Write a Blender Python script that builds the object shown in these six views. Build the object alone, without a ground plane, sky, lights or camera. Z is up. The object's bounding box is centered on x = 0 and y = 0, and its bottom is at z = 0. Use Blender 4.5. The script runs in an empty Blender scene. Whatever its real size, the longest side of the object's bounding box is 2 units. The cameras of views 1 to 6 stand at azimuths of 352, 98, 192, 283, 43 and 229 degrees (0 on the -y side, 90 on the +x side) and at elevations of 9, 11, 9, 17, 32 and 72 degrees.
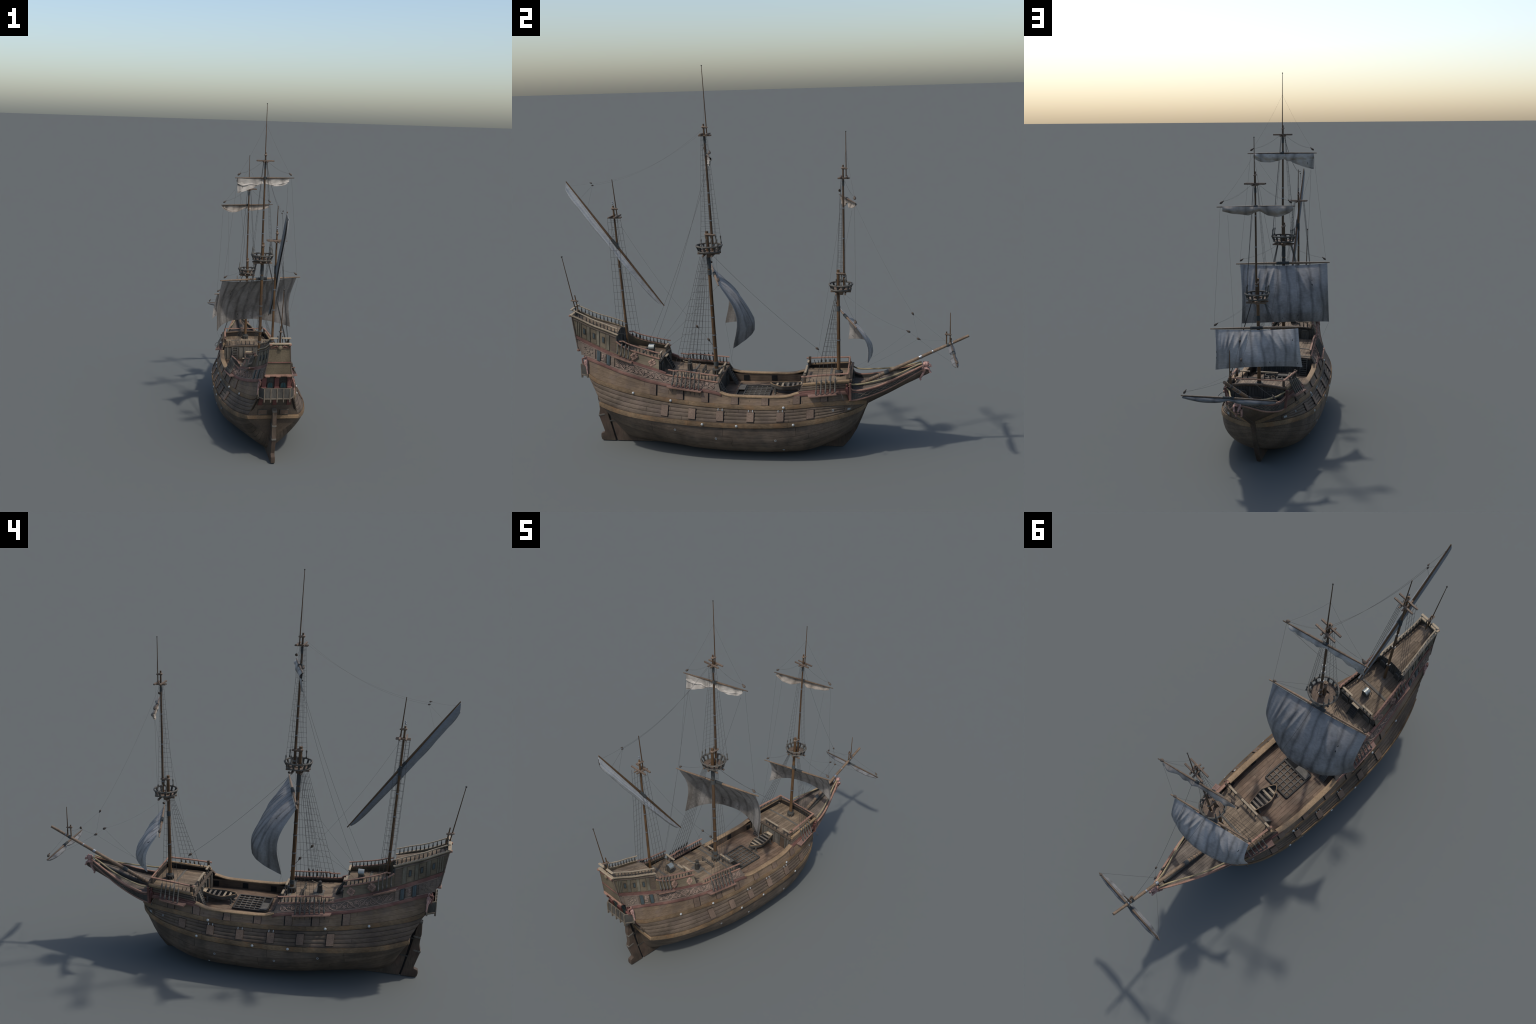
# An old three-masted wooden sailing ship, built part by part.
# Ship frame: bow along +y, keel at z = 0, centreline x = 0 (root sits at x = 0.004).
import bpy, bmesh, math, random
import numpy as np
from mathutils import Vector, Matrix

random.seed(7)
RNG = random.Random(11)
pi = math.pi

# ------------------------------------------------------------------ materials
def new_mat(name):
    m = bpy.data.materials.new(name)
    m.use_nodes = True
    nt = m.node_tree
    for n in list(nt.nodes):
        nt.nodes.remove(n)
    out = nt.nodes.new('ShaderNodeOutputMaterial')
    b = nt.nodes.new('ShaderNodeBsdfPrincipled')
    nt.links.new(b.outputs[0], out.inputs[0])
    return m, nt, b

def srgb(r, g, b):
    f = lambda c: ((c / 255 + .055) / 1.055) ** 2.4 if c > 10 else c / 255 / 12.92
    return (f(r), f(g), f(b), 1)

def wood(name, ca, cb, grain=(60, 6, 60), rough=.72, dirt=.45, dirt_scale=9, rnd=.35, bump=.25,
         patch=None, patch_amt=.4, spec=.25, patch_scale=14):
    """weathered wood: long grain streaks, blotches of dirt, per-piece brightness"""
    m, nt, b = new_mat(name)
    L = nt.links.new
    tc = nt.nodes.new('ShaderNodeTexCoord')
    mp = nt.nodes.new('ShaderNodeMapping'); mp.inputs['Scale'].default_value = grain
    L(tc.outputs['Object'], mp.inputs['Vector'])
    n1 = nt.nodes.new('ShaderNodeTexNoise'); n1.inputs['Scale'].default_value = 4
    n1.inputs['Detail'].default_value = 6; n1.inputs['Roughness'].default_value = .65
    L(mp.outputs[0], n1.inputs['Vector'])
    cr = nt.nodes.new('ShaderNodeValToRGB')
    cr.color_ramp.elements[0].position = .32; cr.color_ramp.elements[0].color = ca
    cr.color_ramp.elements[1].position = .68; cr.color_ramp.elements[1].color = cb
    L(n1.outputs['Fac'], cr.inputs[0])
    col = cr.outputs[0]
    if patch:
        n3 = nt.nodes.new('ShaderNodeTexNoise'); n3.inputs['Scale'].default_value = patch_scale
        n3.inputs['Detail'].default_value = 5
        L(tc.outputs['Object'], n3.inputs['Vector'])
        r3 = nt.nodes.new('ShaderNodeValToRGB')
        r3.color_ramp.elements[0].position = .48; r3.color_ramp.elements[0].color = (0, 0, 0, 1)
        r3.color_ramp.elements[1].position = .66; r3.color_ramp.elements[1].color = (patch_amt,) * 3 + (1,)
        L(n3.outputs['Fac'], r3.inputs[0])
        mx = nt.nodes.new('ShaderNodeMix'); mx.data_type = 'RGBA'
        L(r3.outputs[0], mx.inputs['Factor']); L(col, mx.inputs['A']); mx.inputs['B'].default_value = patch
        col = mx.outputs['Result']
    n2 = nt.nodes.new('ShaderNodeTexNoise'); n2.inputs['Scale'].default_value = dirt_scale
    n2.inputs['Detail'].default_value = 7; n2.inputs['Roughness'].default_value = .6
    L(tc.outputs['Object'], n2.inputs['Vector'])
    mr = nt.nodes.new('ShaderNodeMapRange')
    mr.inputs['From Min'].default_value = .35; mr.inputs['From Max'].default_value = .65
    mr.inputs['To Min'].default_value = 1 - dirt; mr.inputs['To Max'].default_value = 1.08
    L(n2.outputs['Fac'], mr.inputs['Value'])
    oi = nt.nodes.new('ShaderNodeObjectInfo')
    mr2 = nt.nodes.new('ShaderNodeMapRange')
    mr2.inputs['To Min'].default_value = 1 - rnd; mr2.inputs['To Max'].default_value = 1 + rnd * .6
    L(oi.outputs['Random'], mr2.inputs['Value'])
    mu = nt.nodes.new('ShaderNodeMath'); mu.operation = 'MULTIPLY'
    L(mr.outputs[0], mu.inputs[0]); L(mr2.outputs[0], mu.inputs[1])
    vm = nt.nodes.new('ShaderNodeVectorMath'); vm.operation = 'SCALE'
    L(col, vm.inputs[0]); L(mu.outputs[0], vm.inputs['Scale'])
    L(vm.outputs[0], b.inputs['Base Color'])
    b.inputs['Roughness'].default_value = rough
    b.inputs['Specular IOR Level'].default_value = spec
    if bump:
        bp = nt.nodes.new('ShaderNodeBump'); bp.inputs['Strength'].default_value = bump
        bp.inputs['Distance'].default_value = .002
        L(n1.outputs['Fac'], bp.inputs['Height']); L(bp.outputs[0], b.inputs['Normal'])
    return m

def plain(name, c, rough=.6, metal=0., spec=.3, noise=.25, scale=60):
    m, nt, b = new_mat(name)
    tc = nt.nodes.new('ShaderNodeTexCoord')
    n = nt.nodes.new('ShaderNodeTexNoise'); n.inputs['Scale'].default_value = scale
    nt.links.new(tc.outputs['Object'], n.inputs['Vector'])
    mr = nt.nodes.new('ShaderNodeMapRange'); mr.inputs['To Min'].default_value = 1 - noise
    mr.inputs['To Max'].default_value = 1 + noise
    nt.links.new(n.outputs['Fac'], mr.inputs['Value'])
    vm = nt.nodes.new('ShaderNodeVectorMath'); vm.operation = 'SCALE'; vm.inputs[0].default_value = c[:3]
    nt.links.new(mr.outputs[0], vm.inputs['Scale']); nt.links.new(vm.outputs[0], b.inputs['Base Color'])
    b.inputs['Roughness'].default_value = rough; b.inputs['Metallic'].default_value = metal
    b.inputs['Specular IOR Level'].default_value = spec
    return m

M = {}
M['seam'] = plain('dark_seam', (.018, .014, .011, 1), .9)
M['low'] = wood('bottom_planking', (0.09, 0.066, 0.047, 1), (0.15, 0.113, 0.082, 1), rnd=.16, dirt=.4, patch=(.05, .045, .04, 1))
M['mid'] = wood('side_planking', (0.083, 0.06, 0.041, 1), (0.138, 0.102, 0.07, 1), rnd=.16, patch=(.105, .075, .062, 1))
M['up'] = wood('upper_planking', (0.13, 0.088, 0.055, 1), (0.205, 0.143, 0.092, 1), rnd=.12, dirt=.35, patch=(.11, .085, .075, 1), patch_amt=.5)
M['wale'] = wood('wale_wood', (0.122, 0.08, 0.045, 1), (0.215, 0.146, 0.083, 1), grain=(50, 14, 50), rnd=.1, patch=(.27, .14, .06, 1), patch_scale=22)
M['lid'] = wood('port_lid_wood', (0.112, 0.076, 0.053, 1), (0.178, 0.123, 0.088, 1), grain=(60, 30, 60), rnd=.15, dirt=.3)
M['red'] = wood('faded_red_paint', (0.115, 0.051, 0.04, 1), (0.18, 0.09, 0.07, 1), rnd=.1, dirt=.4, patch=(.26, .15, .11, 1))
M['redrail'] = wood('faded_red_rail', (0.2, 0.108, 0.075, 1), (0.31, 0.182, 0.128, 1), grain=(60, 30, 60), rnd=.1, dirt=.3)
M['darkred'] = wood('deep_red_paint', (0.1, 0.04, 0.034, 1), (0.155, 0.064, 0.055, 1), rnd=.15)
M['carve'] = wood('carved_panel_wood', (0.12, 0.088, 0.066, 1), (0.19, 0.145, 0.108, 1), rnd=.1, patch=(.1, .08, .065, 1))
M['scroll'] = wood('carved_scroll_wood', (0.19, 0.13, 0.1, 1), (0.28, 0.2, 0.155, 1), grain=(50, 50, 50), rnd=.1, dirt=.35)
M['rose'] = wood('carved_rosette_wood', (0.23, 0.14, 0.1, 1), (0.36, 0.235, 0.175, 1), grain=(50, 50, 50), rnd=.1)
M['pil'] = wood('grey_green_boards', (.125, .108, .075, 1), (.2, .175, .125, 1), grain=(60, 60, 8), rnd=.15, patch=(.12, .09, .06, 1))
M['stern'] = wood('stern_boards', (0.12, 0.092, 0.058, 1), (0.185, 0.147, 0.096, 1), rnd=.1, dirt=.35)
M['pale'] = wood('bleached_rail_wood', (0.26, 0.2, 0.13, 1), (0.41, 0.33, 0.23, 1), grain=(70, 25, 70), rnd=.15, dirt=.3)
M['yellow'] = wood('ochre_rail_wood', (0.22, 0.17, 0.09, 1), (0.36, 0.295, 0.17, 1), grain=(70, 25, 70), rnd=.1, dirt=.4, patch=(.14, .12, .08, 1))
M['cap'] = wood('cap_rail_wood', (0.21, 0.135, 0.072, 1), (0.335, 0.23, 0.132, 1), grain=(70, 30, 70), rnd=.1, dirt=.35)
M['deck'] = wood('deck_boards', (0.145, 0.104, 0.068, 1), (0.25, 0.186, 0.124, 1), grain=(80, 7, 80), rnd=.28, dirt=.4)
M['wdeck'] = wood('waist_deck_boards', (0.125, 0.08, 0.053, 1), (0.222, 0.152, 0.102, 1), grain=(80, 7, 80), rnd=.25, dirt=.45, patch=(.21, .17, .125, 1))
M['beakdeck'] = wood('beak_deck_boards', (0.11, 0.088, 0.07, 1), (0.17, 0.138, 0.11, 1), grain=(8, 80, 80), rnd=.15)
M['dgrey'] = wood('dark_weathered_wood', (.045, .042, .036, 1), (.085, .078, .066, 1), grain=(60, 60, 10), rnd=.25)
M['grey'] = wood('grey_weathered_wood', (.09, .08, .066, 1), (.16, .145, .12, 1), grain=(60, 60, 20), rnd=.25)
M['bulk'] = wood('bulwark_inside_wood', (.075, .052, .035, 1), (.13, .092, .062, 1), rnd=.15)
M['mast'] = wood('mast_wood', (0.072, 0.04, 0.019, 1), (0.138, 0.079, 0.038, 1), grain=(60, 60, 5), rnd=.1, dirt=.35, rough=.5)
M['spar'] = wood('spar_wood', (0.125, 0.082, 0.05, 1), (0.215, 0.15, 0.098, 1), grain=(30, 30, 30), rnd=.15, dirt=.3, rough=.55)
M['top'] = wood('top_platform_wood', (0.11, 0.076, 0.052, 1), (0.2, 0.145, 0.105, 1), grain=(50, 50, 50), rnd=.25)
M['rope'] = plain('tarred_rope', (.042, .04, .037, 1), .9, noise=.3, scale=200)
M['rope2'] = plain('hemp_rope', (.1, .095, .085, 1), .9, noise=.3, scale=200)
M['wool'] = plain('rope_lashing', (.055, .058, .055, 1), .9, noise=.5, scale=260)
M['eye'] = wood('deadeye_wood', (.075, .07, .06, 1), (.13, .12, .1, 1), grain=(80, 80, 80), rnd=.2)
M['block'] = wood('pulley_block_wood', (0.07, 0.053, 0.04, 1), (0.125, 0.096, 0.073, 1), grain=(80, 80, 80), rnd=.2)
M['iron'] = plain('iron_band', (.2, .21, .22, 1), .4, .7, noise=.3)
M['bolt'] = plain('pale_metal_bolt', (.36, .37, .355, 1), .5, .2, noise=.25, scale=90)
M['ring'] = plain('grey_metal_ring', (.3, .32, .32, 1), .5, .4)
M['tin'] = plain('polished_tin', (.3, .31, .28, 1), .36, .6, noise=.15)
M['glass2'] = plain('teal_window_glass', (.04, .085, .09, 1), .3, 0, .4, noise=.3, scale=40)
M['gpost'] = wood('gallery_post_wood', (.1, .08, .058, 1), (.175, .145, .108, 1), grain=(60, 60, 20), rnd=.15)
M['chan'] = wood('channel_board_wood', (.14, .085, .068, 1), (.22, .138, .112, 1), rnd=.1)
M['spar2'] = wood('dark_spar_wood', (.07, .046, .029, 1), (.13, .09, .058, 1), grain=(30, 30, 30), rnd=.15, dirt=.3, rough=.55)
M['mast2'] = wood('dark_mast_wood', (.05, .028, .014, 1), (.1, .058, .03, 1), grain=(60, 60, 5), rnd=.1, dirt=.35, rough=.5)
M['dark'] = plain('dark_opening', (.008, .008, .008, 1), .9)
M['glass'] = plain('grey_window_glass', (.05, .066, .068, 1), .4, 0, .3, noise=.3, scale=40)
M['fig'] = wood('pink_figurehead_paint', (0.34, 0.19, 0.155, 1), (0.5, 0.31, 0.26, 1), grain=(40, 40, 40), rnd=.05, dirt=.45, dirt_scale=60)
M['rud'] = wood('rudder_wood', (.06, .045, .032, 1), (.11, .08, .057, 1), grain=(60, 60, 8), rnd=.1, patch=(.11, .06, .045, 1))

def sail_mat(name, base, stain, yaw, seam_w, zlo, zhi, stainy=.6):
    """canvas: cloth seams every few hands, weave, stains growing toward the foot"""
    m, nt, b = new_mat(name)
    L = nt.links.new
    tc = nt.nodes.new('ShaderNodeTexCoord')
    mp = nt.nodes.new('ShaderNodeMapping'); mp.inputs['Rotation'].default_value = (0, 0, -yaw)
    L(tc.outputs['Object'], mp.inputs['Vector'])
    sx = nt.nodes.new('ShaderNodeSeparateXYZ'); L(mp.outputs[0], sx.inputs[0])
    # seams
    ml = nt.nodes.new('ShaderNodeMath'); ml.operation = 'MULTIPLY'; ml.inputs[1].default_value = 1 / seam_w
    L(sx.outputs['X'], ml.inputs[0])
    nz0 = nt.nodes.new('ShaderNodeTexNoise'); nz0.inputs['Scale'].default_value = 6
    L(tc.outputs['Object'], nz0.inputs['Vector'])
    ad = nt.nodes.new('ShaderNodeMath'); ad.operation = 'MULTIPLY_ADD'
    ad.inputs[1].default_value = .8; L(nz0.outputs['Fac'], ad.inputs[0]); L(ml.outputs[0], ad.inputs[2])
    fr = nt.nodes.new('ShaderNodeMath'); fr.operation = 'FRACT'; L(ad.outputs[0], fr.inputs[0])
    sr = nt.nodes.new('ShaderNodeValToRGB')
    e = sr.color_ramp.elements
    e[0].position = 0; e[0].color = (.56, .56, .56, 1); e[1].position = .22; e[1].color = (1, 1, 1, 1)
    x = e.new(.8); x.color = (1, 1, 1, 1); x = e.new(1); x.color = (.62, .62, .62, 1)
    L(fr.outputs[0], sr.inputs[0])
    # stains
    n2 = nt.nodes.new('ShaderNodeTexNoise'); n2.inputs['Scale'].default_value = 7
    n2.inputs['Detail'].default_value = 8; n2.inputs['Roughness'].default_value = .62
    mp2 = nt.nodes.new('ShaderNodeMapping'); mp2.inputs['Scale'].default_value = (1.6, 1.6, .7)
    L(tc.outputs['Object'], mp2.inputs['Vector']); L(mp2.outputs[0], n2.inputs['Vector'])
    mr = nt.nodes.new('ShaderNodeMapRange')
    mr.inputs['From Min'].default_value = zhi; mr.inputs['From Max'].default_value = zlo
    mr.inputs['To Min'].default_value = -.12; mr.inputs['To Max'].default_value = .22
    L(sx.outputs['Z'], mr.inputs['Value'])
    a2 = nt.nodes.new('ShaderNodeMath'); a2.operation = 'ADD'; L(n2.outputs['Fac'], a2.inputs[0]); L(mr.outputs[0], a2.inputs[1])
    r2 = nt.nodes.new('ShaderNodeValToRGB')
    r2.color_ramp.elements[0].position = .46; r2.color_ramp.elements[0].color = (0, 0, 0, 1)
    r2.color_ramp.elements[1].position = .76; r2.color_ramp.elements[1].color = (stainy,) * 3 + (1,)
    L(a2.outputs[0], r2.inputs[0])
    mx = nt.nodes.new('ShaderNodeMix'); mx.data_type = 'RGBA'
    mx.inputs['A'].default_value = base; mx.inputs['B'].default_value = stain
    L(r2.outputs[0], mx.inputs['Factor'])
    # weave and specks
    n3 = nt.nodes.new('ShaderNodeTexNoise'); n3.inputs['Scale'].default_value = 130
    n3.inputs['Detail'].default_value = 3
    mp3 = nt.nodes.new('ShaderNodeMapping'); mp3.inputs['Scale'].default_value = (.5, .5, 1.6)
    L(tc.outputs['Object'], mp3.inputs['Vector']); L(mp3.outputs[0], n3.inputs['Vector'])
    mr3 = nt.nodes.new('ShaderNodeMapRange'); mr3.inputs['To Min'].default_value = .72; mr3.inputs['To Max'].default_value = 1.25
    L(n3.outputs['Fac'], mr3.inputs['Value'])
    v1 = nt.nodes.new('ShaderNodeMix'); v1.data_type = 'RGBA'; v1.blend_type = 'MULTIPLY'; v1.inputs['Factor'].default_value = 1
    L(mx.outputs['Result'], v1.inputs['A']); L(sr.outputs[0], v1.inputs['B'])
    v2 = nt.nodes.new('ShaderNodeVectorMath'); v2.operation = 'SCALE'
    L(v1.outputs['Result'], v2.inputs[0]); L(mr3.outputs[0], v2.inputs['Scale'])
    L(v2.outputs[0], b.inputs['Base Color'])
    b.inputs['Roughness'].default_value = .8; b.inputs['Specular IOR Level'].default_value = .2
    bp = nt.nodes.new('ShaderNodeBump'); bp.inputs['Strength'].default_value = .15; bp.inputs['Distance'].default_value = .001
    L(n3.outputs['Fac'], bp.inputs['Height']); L(bp.outputs[0], b.inputs['Normal'])
    return m

# ------------------------------------------------------------------ scene tree
def link(o):
    bpy.context.scene.collection.objects.link(o)
    return o

ROOT = link(bpy.data.objects.new('galleon', None))
ROOT.location = (0.004, 0, 0)
ROOT.empty_display_size = .1
ROOT['label'] = 'weathered three-masted wooden galleon with patched grey sails'
ROOT['category'] = 'sailing ship'

def finish(me, mat, smooth=True, angle=40):
    me.materials.append(mat)
    if smooth:
        me.polygons.foreach_set('use_smooth', [True] * len(me.polygons))
        me.set_sharp_from_angle(angle=math.radians(angle))
    me.update()

def obj(name, me, parent=None, stuff=False):
    o = link(bpy.data.objects.new(name, me))
    o.parent = parent or ROOT
    if stuff:
        o['kind'] = 'stuff'
    return o

class Geo:
    """collects vertices and faces, then becomes a mesh"""
    def __init__(s):
        s.v = []; s.f = []
    def add(s, v, f):
        k = len(s.v)
        s.v += [tuple(p) for p in v]
        s.f += [tuple(i + k for i in q) for q in f]
        return s
    def mirror(s):
        g = Geo(); g.v = [(-x, y, z) for x, y, z in s.v]; g.f = [tuple(reversed(q)) for q in s.f]
        return g
    def both(s):
        g = s.mirror(); s.add(g.v, g.f); return s
    def mesh(s, name, mat, smooth=True, angle=40):
        me = bpy.data.meshes.new(name)
        me.from_pydata(s.v, [], s.f)
        bm = bmesh.new(); bm.from_mesh(me)
        bmesh.ops.recalc_face_normals(bm, faces=bm.faces)
        bm.to_mesh(me); bm.free()
        finish(me, mat, smooth, angle)
        return me
    def obj(s, name, mat, parent=None, stuff=False, smooth=True, angle=40):
        return obj(name, s.mesh(name, mat, smooth, angle), parent, stuff)

def box(c, size, rot=None, ch=0.0):
    """box with chamfered edges; rot is a 3x3 matrix"""
    bm = bmesh.new(); bmesh.ops.create_cube(bm, size=1)
    for v in bm.verts:
        v.co = Vector((v.co.x * size[0], v.co.y * size[1], v.co.z * size[2]))
    if ch:
        bmesh.ops.bevel(bm, geom=bm.edges[:], offset=ch, segments=1, affect='EDGES')
    R = rot or Matrix.Identity(3)
    bm.verts.index_update()
    v = [R @ q.co + Vector(c) for q in bm.verts]
    f = [[q.index for q in p.verts] for p in bm.faces]
    bm.free()
    return v, f

def beam(a, b, w, h, up=(0, 0, 1), ch=0.0):
    """straight square timber from a to b"""
    a = Vector(a); b = Vector(b); d = (b - a); L = d.length; d.normalize()
    s = d.cross(Vector(up)).normalized(); u = s.cross(d)
    R = Matrix((s, d, u)).transposed()
    return box((a + b) / 2, (w, L, h), R, ch)

def tube(pts, r, n=8, cap=True):
    """round bar through points; r a number or one per point"""
    P = [Vector(p) for p in pts]; k = len(P)
    rr = r if hasattr(r, '__len__') else [r] * k
    v = []; f = []
    ref = None
    for i, p in enumerate(P):
        t = (P[min(i + 1, k - 1)] - P[max(i - 1, 0)]).normalized()
        if ref is None:
            ref = Vector((1, 0, 0)) if abs(t.x) < .8 else Vector((0, 1, 0))
        a = (ref - t * ref.dot(t)).normalized(); ref = a
        bb = t.cross(a)
        for j in range(n):
            q = 2 * pi * j / n
            v.append(p + (a * math.cos(q) + bb * math.sin(q)) * rr[i])
    for i in range(k - 1):
        for j in range(n):
            f.append((i * n + j, i * n + (j + 1) % n, (i + 1) * n + (j + 1) % n, (i + 1) * n + j))
    if cap:
        f.append(tuple(range(n - 1, -1, -1))); f.append(tuple((k - 1) * n + j for j in range(n)))
    return v, f

def lathe(prof, a, b, n=12):
    """turned part: prof = [(t, radius)] along a->b"""
    a = Vector(a); b = Vector(b)
    return tube([a.lerp(b, t) for t, _ in prof], [q for _, q in prof], n)

def strip(pts, w, h, up=None, taper=None):
    """rectangular rail swept through points, flat side up"""
    P = [Vector(p) for p in pts]; k = len(P); v = []; f = []
    for i, p in enumerate(P):
        t = (P[min(i + 1, k - 1)] - P[max(i - 1, 0)]).normalized()
        u = Vector(up(i)) if up else Vector((0, 0, 1))
        s = t.cross(u).normalized(); u = s.cross(t)
        q = taper[i] if taper else 1
        c = .22
        for x, z in ((-.5, -.5 + c), (-.5 + c / 2, -.5), (.5 - c / 2, -.5), (.5, -.5 + c), (.5, .5 - c), (.5 - c / 2, .5), (-.5 + c / 2, .5), (-.5, .5 - c)):
            v.append(p + s * x * w * q + u * z * h * q)
    n = 8
    for i in range(k - 1):
        for j in range(n):
            f.append((i * n + j, i * n + (j + 1) % n, (i + 1) * n + (j + 1) % n, (i + 1) * n + j))
    f.append(tuple(range(n - 1, -1, -1))); f.append(tuple((k - 1) * n + j for j in range(n)))
    return v, f

def ball(c, r, n=10, m=7, rot=None):
    r = r if hasattr(r, '__len__') else (r, r, r)
    v = []; f = []
    R = rot or Matrix.Identity(3); c = Vector(c)
    for i in range(m + 1):
        th = pi * i / m
        for j in range(n):
            ph = 2 * pi * j / n
            v.append(c + R @ Vector((r[0] * math.sin(th) * math.cos(ph), r[1] * math.sin(th) * math.sin(ph), r[2] * math.cos(th))))
    for i in range(m):
        for j in range(n):
            f.append((i * n + j, (i + 1) * n + j, (i + 1) * n + (j + 1) % n, i * n + (j + 1) % n))
    return v, f

def copies(name, me, parent, mats):
    for Mx in mats:
        o = link(bpy.data.objects.new(name, me)); o.parent = parent; o.matrix_local = Mx

def place(loc, zdir=(0, 0, 1), ydir=(0, 1, 0), s=1.0):
    z = Vector(zdir).normalized(); y = Vector(ydir); y = (y - z * y.dot(z)).normalized(); x = y.cross(z)
    R = Matrix((x, y, z)).transposed().to_4x4()
    S = Matrix.Diagonal((*(s if hasattr(s, '__len__') else (s, s, s)), 1))
    return Matrix.Translation(loc) @ R @ S

# ------------------------------------------------------------------ curves
def pchip(x, y):
    x = np.array(x, float); y = np.array(y, float)
    h = np.diff(x); d = np.diff(y) / h
    m = np.zeros_like(y)
    for i in range(1, len(x) - 1):
        if d[i - 1] * d[i] > 0:
            w1 = 2 * h[i] + h[i - 1]; w2 = h[i] + 2 * h[i - 1]
            m[i] = (w1 + w2) / (w1 / d[i - 1] + w2 / d[i])
    m[0] = d[0]; m[-1] = d[-1]
    def f(t):
        t = min(max(t, x[0]), x[-1])
        i = min(max(int(np.searchsorted(x, t)) - 1, 0), len(h) - 1)
        s = (t - x[i]) / h[i]
        return ((1 + 2 * s) * (1 - s) ** 2 * y[i] + s * (1 - s) ** 2 * h[i] * m[i]
                + s * s * (3 - 2 * s) * y[i + 1] + s * s * (s - 1) * h[i] * m[i + 1])
    return f

class Row:
    """a line along the hull through (y, half-breadth, z); u in 0..1 by length"""
    def __init__(s, pts):
        p = np.array(pts, float); s.p = p
        d = np.r_[0, np.cumsum(np.linalg.norm(np.diff(p, axis=0), axis=1))]
        d /= d[-1]
        s.fy, s.fh, s.fz = (pchip(d, p[:, i]) for i in range(3))
    def at_y(s, y):
        a, b = 0., 1.
        for _ in range(34):
            m = (a + b) / 2
            if s.fy(m) < y: a = m
            else: b = m
        return (a + b) / 2
    def __call__(s, u):
        if s is not LWT:
            u = s.warp(u)
        return np.array((s.fh(u), s.fy(u), s.fz(u)))
    def warp(s, u):
        """make stations line up with those of the lower wale"""
        if not hasattr(s, 'tab'):
            yA, yB = -.60, .35
            uB = LWT.at_y(yB); mB = s.at_y(yB); y0, r0 = LWT.p[0][0], s.p[0][0]
            s.tab = []
            for i in range(201):
                q = i / 200; Y = LWT.fy(q)
                if Y < yA: w = s.at_y(r0 + (Y - y0) / (yA - y0) * (yA - r0)) if i else 0.
                elif Y < yB: w = s.at_y(Y)
                else: w = mB + (q - uB) / (1 - uB) * (1 - mB)
                s.tab.append(w)
            s.tab[-1] = 1.
            s.tab = np.array(s.tab)
        return float(np.interp(u, np.linspace(0, 1, 201), s.tab))
    def shifted(s, dh, dz, dy0=0.):
        q = [(y + (dy0 if i == 0 else 0), h + (dh if h > .02 else 0), z + dz) for i, (y, h, z) in enumerate(s.p)]
        return Row(q)

class RowY:
    """same, but looked up by y"""
    def __init__(s, pts):
        p = np.array(pts, float); s.h = pchip(p[:, 0], p[:, 1]); s.z = pchip(p[:, 0], p[:, 2]); s.pts = pts
    def __call__(s, y):
        return np.array((s.h(y), y, s.z(y)))

# lines of the hull
KEEL = Row([(-.757, .010, .118), (-.735, .010, .068), (-.70, .010, .034), (-.62, .010, .012), (-.5, .010, .004), (-.2, .010, .001),
            (.1, .010, .001), (.2, .010, .003), (.25, .010, .012), (.30, .010, .028), (.345, .010, .047), (.385, .010, .061), (.413, .010, .074)])
LWT = Row([(-.795, .130, .250), (-.745, .152, .241), (-.695, .171, .232), (-.595, .201, .222), (-.496, .219, .215), (-.4, .230, .209),
           (-.26, .237, .202), (-.1, .239, .198), (.04, .236, .199), (.17, .228, .206), (.25, .214, .214), (.31, .198, .220), (.37, .172, .226),
           (.42, .136, .230), (.455, .098, .232), (.485, .054, .233), (.503, .010, .234)])
LWB = LWT.shifted(.001, -.021, .004)
UWT = Row([(-.861, .091, .385), (-.82, .101, .362), (-.763, .115, .347), (-.662, .140, .327), (-.566, .160, .313), (-.465, .177, .301),
           (-.362, .191, .293), (-.265, .198, .286), (-.1, .202, .278), (.02, .202, .276), (.114, .200, .279), (.206, .192, .285), (.30, .176, .291),
           (.37, .157, .291), (.42, .135, .287), (.455, .104, .279), (.485, .064, .268), (.502, .028, .257), (.507, .010, .252)])
UWB = UWT.shifted(.004, -.021, .003)
RWT = Row([(-.872, .078, .468), (-.817, .086, .450), (-.753, .100, .430), (-.69, .115, .411), (-.625, .130, .396), (-.562, .143, .382),
           (-.5, .153, .371), (-.434, .163, .362), (-.368, .170, .355), (-.304, .176, .349), (-.244, .180, .343), (-.19, .183, .332),
           (-.165, .184, .322), (-.14, .186, .316), (-.06, .187, .312), (.04, .187, .311), (.11, .185, .312), (.15, .182, .318),
           (.19, .178, .330), (.245, .171, .336), (.30, .162, .338), (.373, .149, .338), (.43, .136, .336)])
RWB = RWT.shifted(.0035, -.014)
ROWS = [LWB, LWT, UWB, UWT, RWB, RWT]          # v = 1 .. 6
fk = [0, .1, .19, .27, .36, .5, .6, .8, .92, 1]
fa = pchip(fk, [1.0, 1.15, 1.3, 1.5, 1.8, 2.15, 2.2, 1.95, 1.75, 1.6])
fb = pchip(fk, [1.15, 1.35, 1.55, 1.95, 2.6, 3.1, 3.2, 2.5, 1.9, 1.25])

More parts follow.
